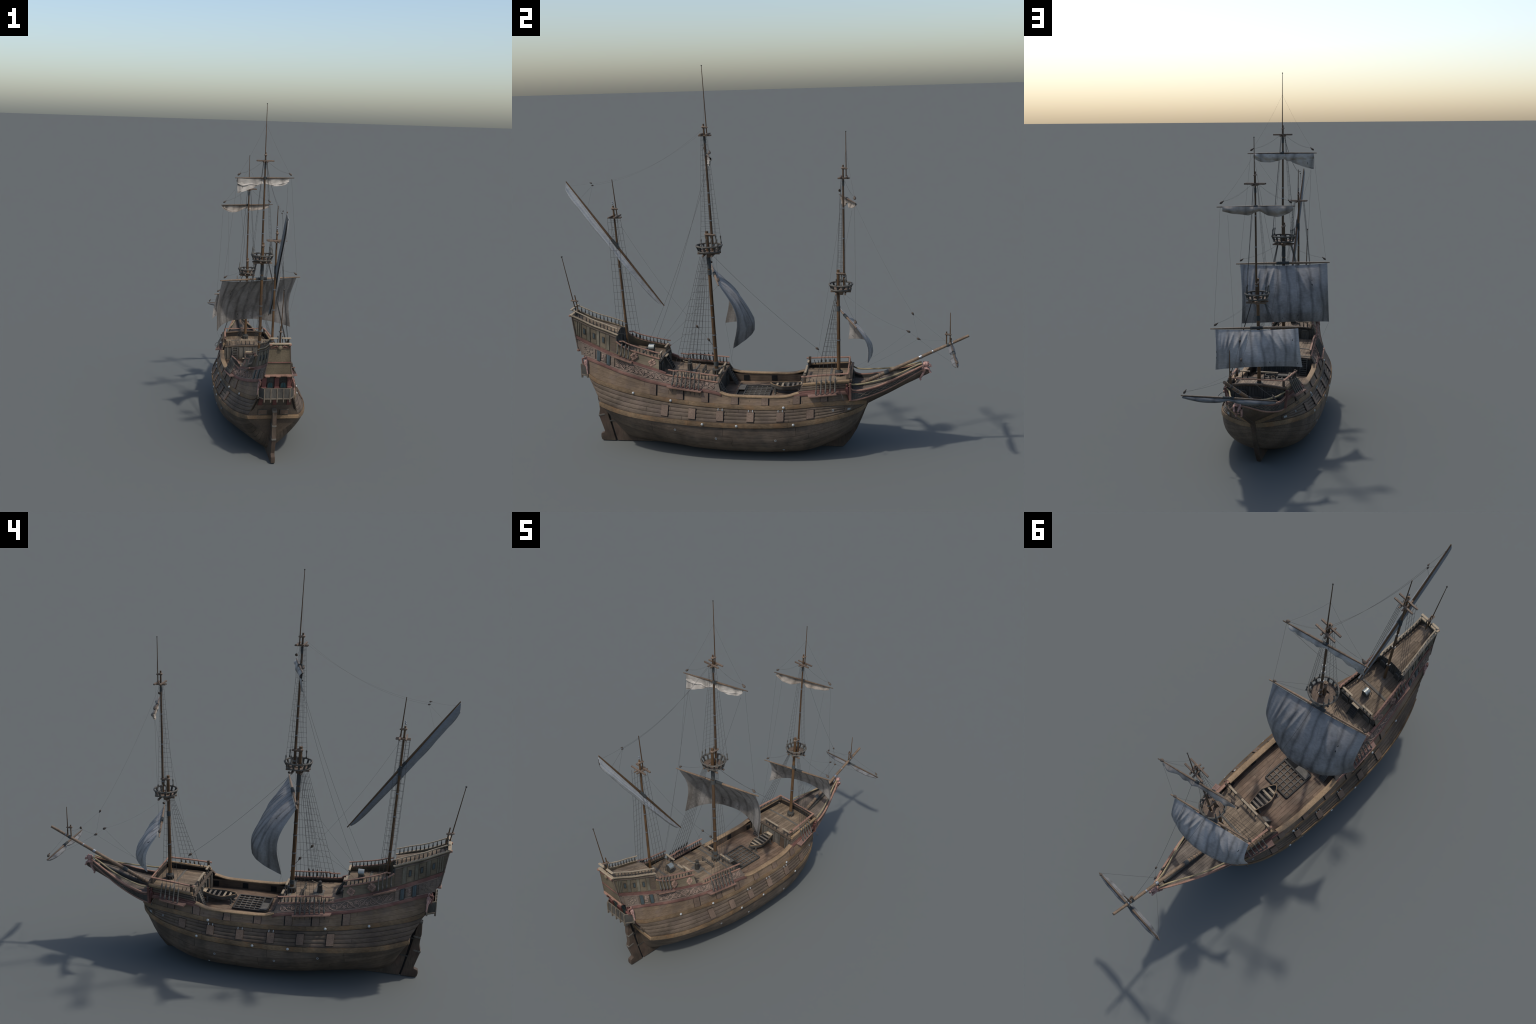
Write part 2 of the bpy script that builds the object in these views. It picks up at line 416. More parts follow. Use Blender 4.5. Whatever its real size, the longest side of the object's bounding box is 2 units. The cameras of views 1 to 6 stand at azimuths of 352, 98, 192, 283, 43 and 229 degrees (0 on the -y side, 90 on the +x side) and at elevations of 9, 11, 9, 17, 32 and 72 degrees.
def hull(v, u):
    """point of the starboard side; v 0..1 bilge, 1..6 up the side"""
    if v <= 1:
        k = KEEL(u); w = LWB(u); a = fa(u); b = fb(u); th = max(v, 0) * pi / 2
        t = math.sin(th) ** (2 / a); q = 1 - max(math.cos(th), 0) ** (2 / b)
        my = t * .5 + q * .5
        if u > .8: my += (q ** .62 - my) * min(1, (u - .8) / .15)
        return Vector((k[0] + (w[0] - k[0]) * t, k[1] + (w[1] - k[1]) * my, k[2] + (w[2] - k[2]) * q))
    i = min(int(v), 5); s = v - i
    return Vector(ROWS[i - 1](u) * (1 - s) + ROWS[i](u) * s)

def u_at(y, v, f=hull):
    a, b = 0., 1.
    for _ in range(40):
        m = (a + b) / 2
        if f(v, m).y < y: a = m
        else: b = m
    return (a + b) / 2

def normal(f, v, u, sign=1):
    e = 1e-3
    du = f(v, min(u + e, 1)) - f(v, max(u - e, 0)); dv = f(min(v + e * 5, 6), u) - f(max(v - e * 5, 0), u)
    n = du.cross(dv)
    if n.length < 1e-12: return Vector((1, 0, 0))
    n.normalize()
    return n * sign

def plank(f, u0, u1, v0, v1, nu, nv, lo, hi, bulge=0., vu=None):
    """closed slab lying on surface f between parameters, from offset lo to hi"""
    V = []; F = []
    N = (nu + 1) * (nv + 1)
    for layer in (0, 1):
        for i in range(nu + 1):
            for j in range(nv + 1):
                u = u0 + (u1 - u0) * i / nu
                if vu: a, b = vu(u)
                else: a, b = v0, v1
                v = a + (b - a) * j / nv
                p = f(v, u); n = normal(f, v, u)
                s = j / nv
                o = (hi + bulge * (1 - (2 * s - 1) ** 2)) if layer else lo
                V.append(p + n * o)
    id_ = lambda l, i, j: l * N + i * (nv + 1) + j
    for i in range(nu):
        for j in range(nv):
            F.append((id_(1, i, j), id_(1, i + 1, j), id_(1, i + 1, j + 1), id_(1, i, j + 1)))
            F.append((id_(0, i, j), id_(0, i, j + 1), id_(0, i + 1, j + 1), id_(0, i + 1, j)))
    for i in range(nu):
        F.append((id_(0, i, 0), id_(0, i + 1, 0), id_(1, i + 1, 0), id_(1, i, 0)))
        F.append((id_(0, i, nv), id_(1, i, nv), id_(1, i + 1, nv), id_(0, i + 1, nv)))
    for j in range(nv):
        F.append((id_(0, 0, j), id_(1, 0, j), id_(1, 0, j + 1), id_(0, 0, j + 1)))
        F.append((id_(0, nu, j), id_(0, nu, j + 1), id_(1, nu, j + 1), id_(1, nu, j)))
    return Geo().add(V, F)

def two(name, g, mat, parent, **k):
    """starboard and port copy"""
    g.obj(name, mat, parent, **k)
    g.mirror().obj(name, mat, parent, **k)

# ------------------------------------------------------------------ hull body
HULL = plank(hull, 0, 1, 0, 6, 90, 40, -.012, -.0025).both().obj('hull', M['seam'])

def strakes(v0, v1, n, cuts, mat, lo, hi, bulge, ulim=(0, 1), seed=0, gapf=.035):
    R = random.Random(seed)
    for k in range(n):
        a = v0 + (v1 - v0) * k / n; b = v0 + (v1 - v0) * (k + 1) / n
        gap = (v1 - v0) / n * gapf
        us = [ulim[0]] + [ulim[0] + (ulim[1] - ulim[0]) * ((j + 1 + R.uniform(-.3, .3)) / cuts) for j in range(cuts - 1)] + [ulim[1]]
        for j in range(cuts):
            ua, ub = us[j] + (.0004 if j else 0), us[j + 1] - (.0004 if j < cuts - 1 else 0)
            nu = max(3, int((ub - ua) * 52))
            g = plank(hull, ua, ub, a + gap, b - gap, nu, 4, lo, hi, bulge)
            two('hull_plank', g, mat, HULL)

strakes(0, 1, 11, 4, M['low'], -.004, .0006, .0004, seed=1, gapf=.02)
strakes(2, 3, 4, 4, M['mid'], -.004, .0006, .0022, seed=2)
strakes(4, 5, 3, 4, M['up'], -.004, .0008, 0, seed=3, gapf=.012)

for v0, off, nm in ((1, .0062, 'lower'), (3, .0048, 'upper')):
    for a, b in ((0, .34), (.3405, .68), (.6805, 1)):
        two('wale', plank(hull, a, b, v0, v0 + 1, int(70 * (b - a)), 3, -.003, off, .001), M['wale'], HULL)
# red wale aft and forward; plain strake along the waist
ua, ub, uc, ud = u_at(-.178, 6), u_at(.172, 6), u_at(-.872, 6), 1
two('red_wale', plank(hull, 0, ua, 5, 6, 44, 3, -.003, .0042, .0015), M['red'], HULL)
two('red_wale', plank(hull, ub, 1, 5, 6, 20, 3, -.003, .0042, .0015), M['red'], HULL)
two('hull_plank', plank(hull, ua + .0005, ub - .0005, 5, 6, 30, 2, -.003, .0012), M['up'], HULL)

# keel, sternpost, stem
g = Geo()
def ribbon(prof, w, wend=None):
    """vertical plate: closed polygon in the y-z plane, thickness w"""
    n = len(prof)
    v = [(-w / 2, y, z) for y, z in prof] + [(w / 2, y, z) for y, z in prof]
    f = [tuple(range(n)), tuple(range(2 * n - 1, n - 1, -1))]
    for i in range(n):
        j = (i + 1) % n
        f.append((i, j, n + j, n + i))
    return v, f
def plate(prof, w, ch=.002):
    v, f = ribbon(prof, w)
    bm = bmesh.new()
    bv = [bm.verts.new(p) for p in v]
    for q in f: bm.faces.new([bv[i] for i in q])
    bmesh.ops.recalc_face_normals(bm, faces=bm.faces)
    if ch:
        ed = [e for e in bm.edges if abs(e.verts[0].co.x - e.verts[1].co.x) < 1e-6]
        bmesh.ops.bevel(bm, geom=ed, offset=ch, segments=1, affect='EDGES')
    bm.verts.index_update()
    out = [v.co.copy() for v in bm.verts], [[q.index for q in p.verts] for p in bm.faces]
    bm.free()
    return out
deadwood = [(-.760, 0), (-.772, .045), (-.785, .10), (-.797, .16), (-.806, .212), (-.80, .225), (-.775, .20), (-.75, .14), (-.70, .05), (-.60, .02),
            (-.45, .012), (0, .008), (.2, .012), (.25, .024), (.30, .042), (.35, .064), (.40, .09), (.43, .13), (.46, .17), (.49, .22), (.50, .24), (.515, .262),
            (.57, .285), (.66, .335), (.75, .388), (.80, .408), (.812, .398), (.806, .384), (.77, .366), (.70, .330), (.62, .284), (.55, .247),
            (.518, .229), (.505, .20), (.488, .155), (.462, .095), (.432, .045), (.405, .012), (.394, 0)]
Geo().add(*plate(deadwood, .021)).obj('keel', M['rud'], HULL, angle=30)
# rudder hung behind the sternpost, with its stepped back and iron straps
rud = [(-.836, -.0005), (-.768, -.0005), (-.783, .06), (-.800, .13), (-.816, .2), (-.834, .285), (-.852, .292), (-.853, .225), (-.848, .20), (-.846, .165),
       (-.851, .145), (-.851, .128), (-.842, .10), (-.827, .052), (-.829, .044), (-.846, .037), (-.848, .02), (-.844, .004)]
RUD = Geo().add(*plate(rud, .022)).obj('rudder', M['rud'], None, angle=30)
g = Geo()
for zz, y0 in ((.205, -.849), (.133, -.853), (.285, -.853)):
    g.add(*beam((0, y0 - .001, zz), (0, y0 + .034, zz + .008),   .0245, .011, ch=.002))
g.obj('rudder_strap', M['grey'], RUD)
g = Geo()
for zz, y0 in ((.105, -.785), (.2, -.812)):
    g.add(*beam((0, y0 - .012, zz), (0, y0 + .04, zz + .006), .0235, .006))
g.obj('rudder_hinge', M['dgrey'], RUD)
Geo().add(*beam((0, -.764, .002), (0, -.828, .275), .012, .014, up=(0, 1, 0))).obj('rudder_gap', M['dark'], RUD)  # black bar that fills the line between rudder and sternpost

# ------------------------------------------------------------------ upper works: side walls
R2T = RowY([(-.926, .055, .570), (-.877, .059, .547), (-.824, .068, .525), (-.771, .080, .505), (-.717, .092, .487), (-.659, .105, .470),
            (-.605, .117, .455), (-.55, .127, .441), (-.50, .134, .428), (-.45, .139, .409)])
PT = RowY([(-.922, .058, .554), (-.877, .062, .531), (-.824, .071, .509), (-.771, .083, .489), (-.717, .095, .472), (-.659, .108, .456),
           (-.605, .12, .442), (-.55, .130, .429), (-.50, .137, .416), (-.46, .138, .403), (-.426, .139, .396), (-.368, .143, .390),
           (-.31, .147, .384), (-.253, .151, .378), (-.197, .155, .372)])
PB = RowY([(-.942, .049, .671), (-.887, .051, .646), (-.833, .057, .623), (-.768, .065, .602), (-.708, .071, .580)])
DB = RowY([(-.712, .0885, .551), (-.69, .0905, .534), (-.65, .095, .514), (-.6, .1005, .499), (-.546, .1075, .486), (-.49, .114, .473)])
FB = RowY([(.205, .157, .370), (.282, .151, .376), (.352, .146, .382), (.432, .140, .388)])
RY = RowY([tuple(p) for p in RWT.p])

def between(A, B, bow=0., ycut0=None):
    """surface between two lines, u is y itself"""
    def f(v, u):
        a = A(u); b = B(u)
        p = a * (1 - v) + b * v
        p[0] += bow * 4 * v * (1 - v)
        return Vector(p)
    return f

def wall(f, y0, y1, ny, v0=0., v1=1., nv=3, lo=-.007, hi=0., slant0=None, slant1=None):
    """slab on surface f(v, y); slant = change of the end y with v"""
    def g(v, u):
        a = y0 + (slant0(v) if slant0 else 0); b = y1 + (slant1(v) if slant1 else 0)
        return f(v, a + (b - a) * u)
    def h(v, u):
        return g(v, u)
    V = []; F = []
    return plank_clip(h, ny, v0, v1, nv, lo, hi)

def plank_clip(f, nu, v0, v1, nv, lo, hi):
    def nrm(v, u):
        e = 1e-3
        du = f(v, min(u + e, 1)) - f(v, max(u - e, 0)); dv = f(min(v + e, 1), u) - f(max(v - e, 0), u)
        n = du.cross(dv); return n.normalized() if n.length > 1e-14 else Vector((1, 0, 0))
    V = []; F = []; N = (nu + 1) * (nv + 1)
    for l in (0, 1):
        for i in range(nu + 1):
            for j in range(nv + 1):
                u = i / nu; v = v0 + (v1 - v0) * j / nv
                V.append(f(v, u) + nrm(v, u) * (hi if l else lo))
    q = lambda l, i, j: l * N + i * (nv + 1) + j
    for i in range(nu):
        for j in range(nv):
            F.append((q(1, i, j), q(1, i + 1, j), q(1, i + 1, j + 1), q(1, i, j + 1)))
            F.append((q(0, i, j), q(0, i, j + 1), q(0, i + 1, j + 1), q(0, i + 1, j)))
        F.append((q(0, i, 0), q(0, i + 1, 0), q(1, i + 1, 0), q(1, i, 0)))
        F.append((q(0, i, nv), q(1, i, nv), q(1, i + 1, nv), q(0, i + 1, nv)))
    for j in range(nv):
        F.append((q(0, 0, j), q(1, 0, j), q(1, 0, j + 1), q(0, 0, j + 1)))
        F.append((q(0, nu, j), q(0, nu, j + 1), q(1, nu, j + 1), q(1, nu, j)))
    return Geo().add(V, F)

UPPER = Geo().add(*box((0, -.55, .33), (.05, .02, .02))).obj('upper_works', M['dark'])   # core under the quarterdeck
S_panel = between(RY, PT, .002)
S_poop = between(R2T, PB)
S_pd = between(R2T, DB)
S_fc = between(RY, FB, .002)
# carved frieze panel, its overhanging after corner, the red band, quarter walls, forecastle sides
two('carved_panel', wall(S_panel, -.872, -.186, 70, slant0=lambda v: -.050 * (1 - (1 - v) ** 2.4), slant1=lambda v: .010 * (1 - v) ** 2 - .008 * v, nv=6), M['carve'], UPPER)
band = between(PT, R2T)
two('red_band', wall(band, -.923, -.455, 50, nv=2, lo=-.006, hi=.0045, slant0=lambda v: -.003 * v), M['red'], UPPER)
two('quarter_wall', wall(S_poop, -.926, -.712, 26, nv=6, slant0=lambda v: -.016 * v), M['stern'], UPPER)
two('quarter_wall', wall(S_pd, -.712, -.49, 26, nv=4, slant1=lambda v: -.004 * v), M['stern'], UPPER)
fcs = lambda v: .028 * v
def fc_side(k, n, m, hi):
    two('forecastle_side', wall(S_fc, .187, .432, 20, v0=k / n + .03, v1=(k + 1) / n - .02, nv=2, hi=hi, slant0=lambda v: .030 * v), m, UPPER)
two('forecastle_side', wall(S_fc, .188, .432, 20, nv=2, lo=-.008, hi=-.002, slant0=lambda v: .030 * v), M['seam'], UPPER)
for k in range(4):
    fc_side(k, 4, (M['red'] if k == 0 else M['mid'] if k < 3 else M['cap']), (.001, .002, .001, .004)[k])

# thin mouldings on the upper works
def line_on(f, v, y0, y1, n=30, off=.002):
    out = []
    for i in range(n + 1):
        y = y0 + (y1 - y0) * i / n
        p = f(v, y); e = 1e-3
        nn = (f(v, y + e) - f(v, y - e)).cross(f(min(v + .01, 1), y) - f(max(v - .01, 0), y)).normalized()
        out.append(p + nn * off)
    return out
def moulding(f, v, y0, y1, w, h, mat, off=.002, n=30):
    two('moulding', Geo().add(*strip(line_on(f, v, y0, y1, n, off), w, h)), mat, UPPER)
moulding(S_panel, .06, -.885, -.20, .003, .005, M['scroll'])
moulding(S_panel, .95, -.905, -.20, .003, .005, M['scroll'])
moulding(S_poop, .84, -.936, -.714, .006, .006, M['carve'], .002)
moulding(S_poop, .985, -.945, -.706, .012, .006, M['pale'], .001)
moulding(S_pd, .99, -.712, -.488, .010, .006, M['redrail'], .001)
moulding(S_panel, .995, -.455, -.196, .010, .006, M['redrail'], .001)
moulding(S_fc, .97, .213, .434, .014, .010, M['cap'], .001)
# cap rail of the waist, sweeping up at both ends
capy = [-.184, -.165, -.14, -.10, -.05, 0, .05, .10, .13, .155, .178, .195]
pts = []
for y in capy:
    p = RY(y); pts.append((p[0] - .008, y, p[2] + .001))
two('cap_rail', Geo().add(*strip(pts, .026, .008)), M['cap'], UPPER)

# pilaster boards and small square windows on the quarter
def patch(f, y0, y1, v0, v1, hi, lo=-.001, ny=3, nv=4):
    return wall(f, y0, y1, ny, v0=v0, v1=v1, nv=nv, lo=lo, hi=hi)
for y0, y1 in ((-.924, -.918), (-.914, -.909), (-.905, -.899), (-.868, -.853), (-.817, -.803), (-.765, -.750)):
    two('pilaster', patch(S_poop, y0, y1, .05, .82, .0035), M['pil'], UPPER)
for y0, y1 in ((-.898, -.870), (-.851, -.819), (-.801, -.767)):
    two('quarter_panel', patch(S_poop, y0 + .002, y1 - .002, .06, .80, .0012), M['stern'], UPPER)
two('quarter_panel', patch(S_poop, -.745, -.716, .08, .8, .001), M['mid'], UPPER)
for y in (-.883, -.832, -.782):
    two('window_frame', patch(S_poop, y - .0062, y + .0062, .30, .60, .0042), M['dgrey'], UPPER)
    two('window_pane', patch(S_poop, y - .0030, y + .0036, .345, .555, .0056), M['glass'], UPPER)
# tall windows and plain carved slabs aft on the frieze
for y in (-.806, -.753):
    two('window_frame', patch(S_panel, y - .0105, y + .0095, .02, .97, .0038), M['dgrey'], UPPER)
    two('window_pane', patch(S_panel, y - .0075, y + .0005, .10, .9, .006), M['glass'], UPPER)
    two('window_pane', patch(S_panel, y + .0012, y + .0068, .10, .9, .0055), M['glass'], UPPER)
for y0, y1 in ((-.898, -.825), (-.791, -.768), (-.739, -.722)):
    two('carved_slab', patch(S_panel, y0, y1, .12 if y0 < -.85 else .05, .9, .0035, ny=6), M['carve'], UPPER)

# carved scrollwork along the frieze
def on_panel(y, v, off):
    p = S_panel(v, y); e = 1e-3
    n = (S_panel(v, y + e) - S_panel(v, y - e)).cross(S_panel(min(v + .01, 1), y) - S_panel(max(v - .01, 0), y)).normalized()
    return p + n * off
def scrollwork(y0, y1, count):
    """running vine: a wave along the panel with a spiral curled into every bend"""
    g = Geo()
    step = (y1 - y0) / count
    vine = [on_panel(y, .5 + .34 * math.cos(pi * (y - y0) / step), .0018) for y in np.linspace(y0, y1, count * 14)]
    g.add(*tube(vine, .0019, 6))
    for k in range(count):
        c = y0 + step * (k + .5); up = -1 if k % 2 else 1
        hgt = (S_panel(1, c) - S_panel(0, c)).length
        ry = .30 * hgt * 1.0
        pts = []
        for i in range(34):
            q = i / 33
            a = -.35 * pi + q * 4.1 * pi
            r = (1 - q * .86)
            y = c + .12 * step + ry * r * math.cos(a)
            v = .5 + up * (.02 + .32 * r * math.sin(a))
            pts.append(on_panel(y, min(max(v, .12), .88), .0018))
        g.add(*tube(pts, [.0021 - .0008 * i / 33 for i in range(34)], 6))
        g.add(*ball(on_panel(c + .12 * step, .5, .002), .0018, 8, 5))
        for da, ln in ((.5, .26), (1.2, .2), (1.9, .2), (2.6, .24), (-.6, .2), (3.6, .18)):
            pt = []
            for i in range(6):
                t = i / 5
                y = c - .38 * step + ln * step * t * math.cos(da) + .05 * step * math.sin(t * 3)
                v = .5 - up * (.1 + ln * 1.3 * t * math.sin(da))
                pt.append(on_panel(y, min(max(v, .12), .88), .0013))
            g.add(*tube(pt, [.0007 + .0017 * math.sin(pi * (i + .6) / 6) for i in range(6)], 5))
    return g
two('scrollwork', scrollwork(-.712, -.205, 10), M['scroll'], UPPER, stuff=True)
# grotesque lumps in the slabs
def lumps(y0, y1, n, seed):
    R = random.Random(seed); g = Geo()
    for i in range(n):
        g.add(*ball(on_panel(R.uniform(y0, y1), R.uniform(.25, .8), .003), (R.uniform(.002, .004), R.uniform(.003, .006), R.uniform(.002, .005)), 8, 5))
    return g
two('carved_relief', lumps(-.885, -.84, 26, 3), M['carve'], UPPER, stuff=True)
two('carved_relief', lumps(-.789, -.770, 14, 4), M['scroll'], UPPER, stuff=True)
# round carved rosettes with four lobes
def rosette(c, nrm, s=1.0):
    g = Geo(); n = Vector(nrm).normalized(); y = (Vector((0, 1, -.28)) - n * Vector((0, 1, -.28)).dot(n)).normalized(); z = n.cross(y)
    R = Matrix((y, z, n)).transposed()
    c = Vector(c)
    g.add(*ball(c, (.0155 * s, .0155 * s, .004), 16, 6, R))
    for k in range(8):
        a = k * pi / 4
        rr, q = (.0105, .0062) if k % 2 == 0 else (.0098, .0044)
        g.add(*ball(c + (y * math.cos(a) + z * math.sin(a)) * rr * s + n * .003, (q * s, q * s, .0048), 9, 6, R))
    for k in range(4):
        a = k * pi / 2 + pi / 4
        g.add(*tube([c + (y * math.cos(a + w) + z * math.sin(a + w)) * .0068 * s + n * .0062 for w in np.linspace(-.7, .7, 6)], .0017, 6))
    g.add(*ball(c + n * .0045, (.003, .003, .0035), 8, 5, R))
    return g
for y, zz, h in ((-.617, .481, .104), (-.525, .453, .1135)):
    two('rosette', rosette((h + .0055, y, zz), (1, .05, .34), 1.25), M['rose'], UPPER)

# ------------------------------------------------------------------ gun ports, bolts, scuppers
def surf_patch(y, v0, v1, dy0, dy1, lo, hi, vm=None):
    vm = vm or (v0 + v1) / 2
    return plank(hull, u_at(y + dy0, vm), u_at(y + dy1, vm), v0, v1, 4, 4, lo, hi)
for y in (-.515, -.378, -.255, -.110, .035, .185, .313):
    vt = 5.85 if -.13 < y < .1 else 5.5 if y > .1 and y < .25 else 5.0
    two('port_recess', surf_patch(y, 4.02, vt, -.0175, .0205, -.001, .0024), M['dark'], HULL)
    two('gunport_lid', surf_patch(y, 4.03, vt - .03, -.0165, .0155, .0015, .0062), M['lid'], HULL)
for i, y in enumerate((-.451, -.315, -.179, -.033, .109, .249)):
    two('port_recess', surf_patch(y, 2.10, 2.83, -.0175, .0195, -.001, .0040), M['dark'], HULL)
    two('gunport_lid', surf_patch(y, 2.12, 2.80, -.0170, .0165, .003, .0078), M['lid'], HULL)
    if 2 <= i <= 4:
        for dy in (-.010, .010):
            two('lid_hinge', surf_patch(y + dy, 2.82, 2.97, -.0014, .0014, .002, .0068), M['bolt'], HULL)
me = Geo().add(*ball((0, 0, 0), (.0066, .0066, .0045), 14, 8)).mesh('bolt_head', M['bolt'])
mats = []
for y, v in ((-.618, 3.5), (-.424, 3.5), (.124, 3.5), (-.263, 1.5), (-.098, 1.5), (.171, 1.5)):
    u = u_at(y, v); p = hull(v, u); n = normal(hull, v, u)
    q = p + n * .0065
    mats += [place(q, n), place((-q.x, q.y, q.z), (-n.x, n.y, n.z))]
copies('bolt_head', me, HULL, mats)
g = Geo()
for i in range(12):
    a, b = 2 * pi * i / 12, 2 * pi * (i + 1) / 12
    g.add(*tube([(.0045 * math.cos(a), .0045 * math.sin(a), 0), (.0045 * math.cos(b), .0045 * math.sin(b), 0)], .0012, 5))
me = g.mesh('scupper_ring', M['ring'])
mats = []
for y, v in ((-.40, .90), (-.20, .87), (.085, .87), (.12, .62), (.355, 2.55)):
    u = u_at(y, v); p = hull(v, u); n = normal(hull, v, u); q = p + n * .002
    mats += [place(q, n), place((-q.x, q.y, q.z), (-n.x, n.y, n.z))]
copies('scupper_ring', me, HULL, mats)
# hawse plates at the bow
two('hawse_plate', surf_patch(.425, 2.16, 2.80, -.016, .013, -.001, .006), M['mid'], HULL)
two('hawse_hole', surf_patch(.426, 2.34, 2.62, -.007, .006, .002, .0072), M['ring'], HULL)

# ------------------------------------------------------------------ stern
STERN = None
def quad_plate(p, th, d=(0, -1, 0)):
    """flat slab from an outline of points, pushed by th along d"""
    n = len(p); d = Vector(d) * th
    v = [Vector(q) for q in p] + [Vector(q) + d for q in p]
    f = [tuple(range(n)), tuple(range(2 * n - 1, n - 1, -1))] + [(i, (i + 1) % n, n + (i + 1) % n, n + i) for i in range(n)]
    return v, f
# tuck: the flat below the lower wale
tuck = [tuple(hull(v / 12, 0)) for v in range(13)]
g = Geo().add(*quad_plate([(x, y + .004, z) for x, y, z in tuck] + [(-x, y + .004, z) for x, y, z in reversed(tuck)], .004))
STERN = g.obj('stern', M['low'])
# wale across, dark transom above it with two lids
Geo().add(*beam((-.136, -.797, .240), (.136, -.797, .240), .012, .021, ch=.003)).obj('transom_wale', M['wale'], STERN)
Geo().add(*quad_plate([(-.131, -.793, .249), (.131, -.793, .249), (.112, -.822, .318), (-.112, -.822, .318)], .004)).obj('transom', M['low'], STERN)
for x in (-.058, .058):
    Geo().add(*quad_plate([(x - .022, -.8015, .258), (x + .022, -.8015, .258), (x + .021, -.8125, .285), (x - .021, -.8125, .285)], .005)).obj('stern_port_lid', M['lid'], STERN)
    g = Geo()
    c = [(x - .023, -.8065, .257), (x + .023, -.8065, .257), (x + .022, -.8180, .286), (x - .022, -.8180, .286)]
    for a, b in zip(c, c[1:] + c[:1]): g.add(*beam(a, b, .0022, .0022, up=(0, 1, .3)))
    g.obj('stern_port_frame', M['grey'], STERN)
Geo().add(*quad_plate([(-.112, -.822, .3165), (.112, -.822, .3165), (.093, -.858, .372), (-.093, -.858, .372)], .004, (0, -.6, -.8))).obj('counter', M['low'], STERN)
g = Geo()
for x in (-.072, 0, .072):
    g.add(*beam((x * 1.05, -.826, .318), (x, -.868, .376), .022, .010, up=(0, -1, .3)))
g.obj('counter_bracket', M['darkred'], STERN)
# gallery wall with windows and red pilasters
Geo().add(*quad_plate([(-.091, -.858, .372), (.091, -.858, .372), (.077, -.872, .478), (-.077, -.872, .478)], .004)).obj('gallery_wall', M['dgrey'], STERN)
for x in (-.069, 0, .069):
    Geo().add(*beam((x, -.868, .374), (x * .93, -.883, .48), .024, .010, up=(0, -1, 0), ch=.0015)).obj('red_pilaster', M['darkred'], STERN)
    Geo().add(*beam((x, -.874, .374), (x * .97, -.884, .430), .027, .012, up=(0, -1, 0), ch=.0015)).obj('red_pilaster', M['darkred'], STERN)
for x in (-.034, .034):
    g = Geo(); w = .0145
    arch = [(x - w, -.8685, .385), (x + w, -.8685, .385)] + [(x + w * math.cos(a), -.8790, .440 + w * math.sin(a)) for a in np.linspace(0, pi, 9)]
    g.add(*quad_plate(arch, .003)).obj('gallery_window', M['glass2'], STERN)
    g = Geo()
    g.add(*tube([(x - w, -.873, .385)] + [(x + w * math.cos(a), -.8835, .440 + w * math.sin(a)) for a in np.linspace(pi, 0, 9)] + [(x + w, -.873, .385)], .0022, 6))
    g.add(*tube([(x, -.873, .385), (x, -.884, .453)], .001, 5)); g.add(*tube([(x - w, -.882, .425), (x + w, -.882, .425)], .001, 5))
    g.obj('window_mullion', M['dgrey'], STERN)
# gallery floor, panels, posts, rail
fl = [(-.088, -.862), (-.067, -.902), (.067, -.902), (.088, -.862)]
Geo().add(*quad_plate([(x, y, .368) for x, y in fl], .007, (0, 0, 1))).obj('gallery_floor', M['gpost'], STERN)
g = Geo(); gp = Geo(); gr = Geo()
ends = [(-.091, -.866), (-.069, -.902), (.069, -.902), (.091, -.866)]
for a, b in zip(ends, ends[1:]):
    g.add(*quad_plate([(*a, .374), (*b, .374), (*b, .424), (*a, .424)], .003))
    gr.add(*beam((*a, .4255), (*b, .4255), .005, .004, ch=.001))
    gr.add(*beam((a[0], a[1] - .002, .372), (b[0], b[1] - .002, .372), .008, .007, ch=.0015))
g.obj('gallery_panel', M['dgrey'], STERN)
gr.obj('gallery_rail', M['gpost'], STERN)
me = Geo().add(*box((0, 0, 0), (.0062, .0085, .072), ch=.0012)).mesh('gallery_post', M['gpost'])
mats = [Matrix.Translation((x, -.9055, .390)) for x in (-.066, -.033, 0, .033, .066)] + [Matrix.Translation((sx * .092, -.868, .398)) for sx in (-1, 1)]
copies('gallery_post', me, STERN, mats)
# side openings of the gallery: slim rail and curved red brackets
for sx in (-1, 1):
    Geo().add(*tube([(sx * .090, -.874, .466), (sx * .083, -.892, .458), (sx * .088, -.890, .44), (sx * .090, -.880, .426)], [.005, .0045, .004, .003], 8)).obj('red_bracket', M['red'], STERN)
# lintel and upper counter
Geo().add(*quad_plate([(-.078, -.870, .4755), (.078, -.870, .4755), (.069, -.915, .497), (-.069, -.915, .497)], .006, (0, 0, 1))).obj('lintel', M['darkred'], STERN)
Geo().add(*beam((-.071, -.916, .499), (.071, -.916, .499), .012, .012, ch=.003)).obj('red_sill', M['redrail'], STERN)
for x in (-.055, 0, .055):
    Geo().add(*box((x, -.916, .4955), (.026, .016, .011), ch=.003)).obj('sill_bracket', M['redrail'], STERN)
Geo().add(*quad_plate([(-.0655, -.913, .502), (.0655, -.913, .502), (.0575, -.926, .570), (-.0575, -.926, .570)], .004)).obj('stern_panel', M['stern'], STERN)
Geo().add(*quad_plate([(-.0575, -.926, .570), (.0575, -.926, .570), (.050, -.942, .672), (-.050, -.942, .672)], .004)).obj('stern_panel', M['stern'], STERN)
Geo().add(*beam((-.060, -.930, .571), (.060, -.930, .571), .008, .006, ch=.0015)).obj('stern_moulding', M['red'], STERN)
Geo().add(*beam((-.064, -.9235, .545), (.064, -.9235, .545), .004, .003)).obj('stern_moulding', M['stern'], STERN)
for sx in (-1, 1):
    Geo().add(*tube([(sx * .069, -.917, .502), (sx * .059, -.930, .570), (sx * .051, -.946, .668)], .0025, 8)).obj('corner_moulding', M['carve'], STERN)
Geo().add(*beam((-.050, -.9445, .650), (.050, -.9445, .650), .004, .003)).obj('stern_moulding', M['red'], STERN)
g = Geo()
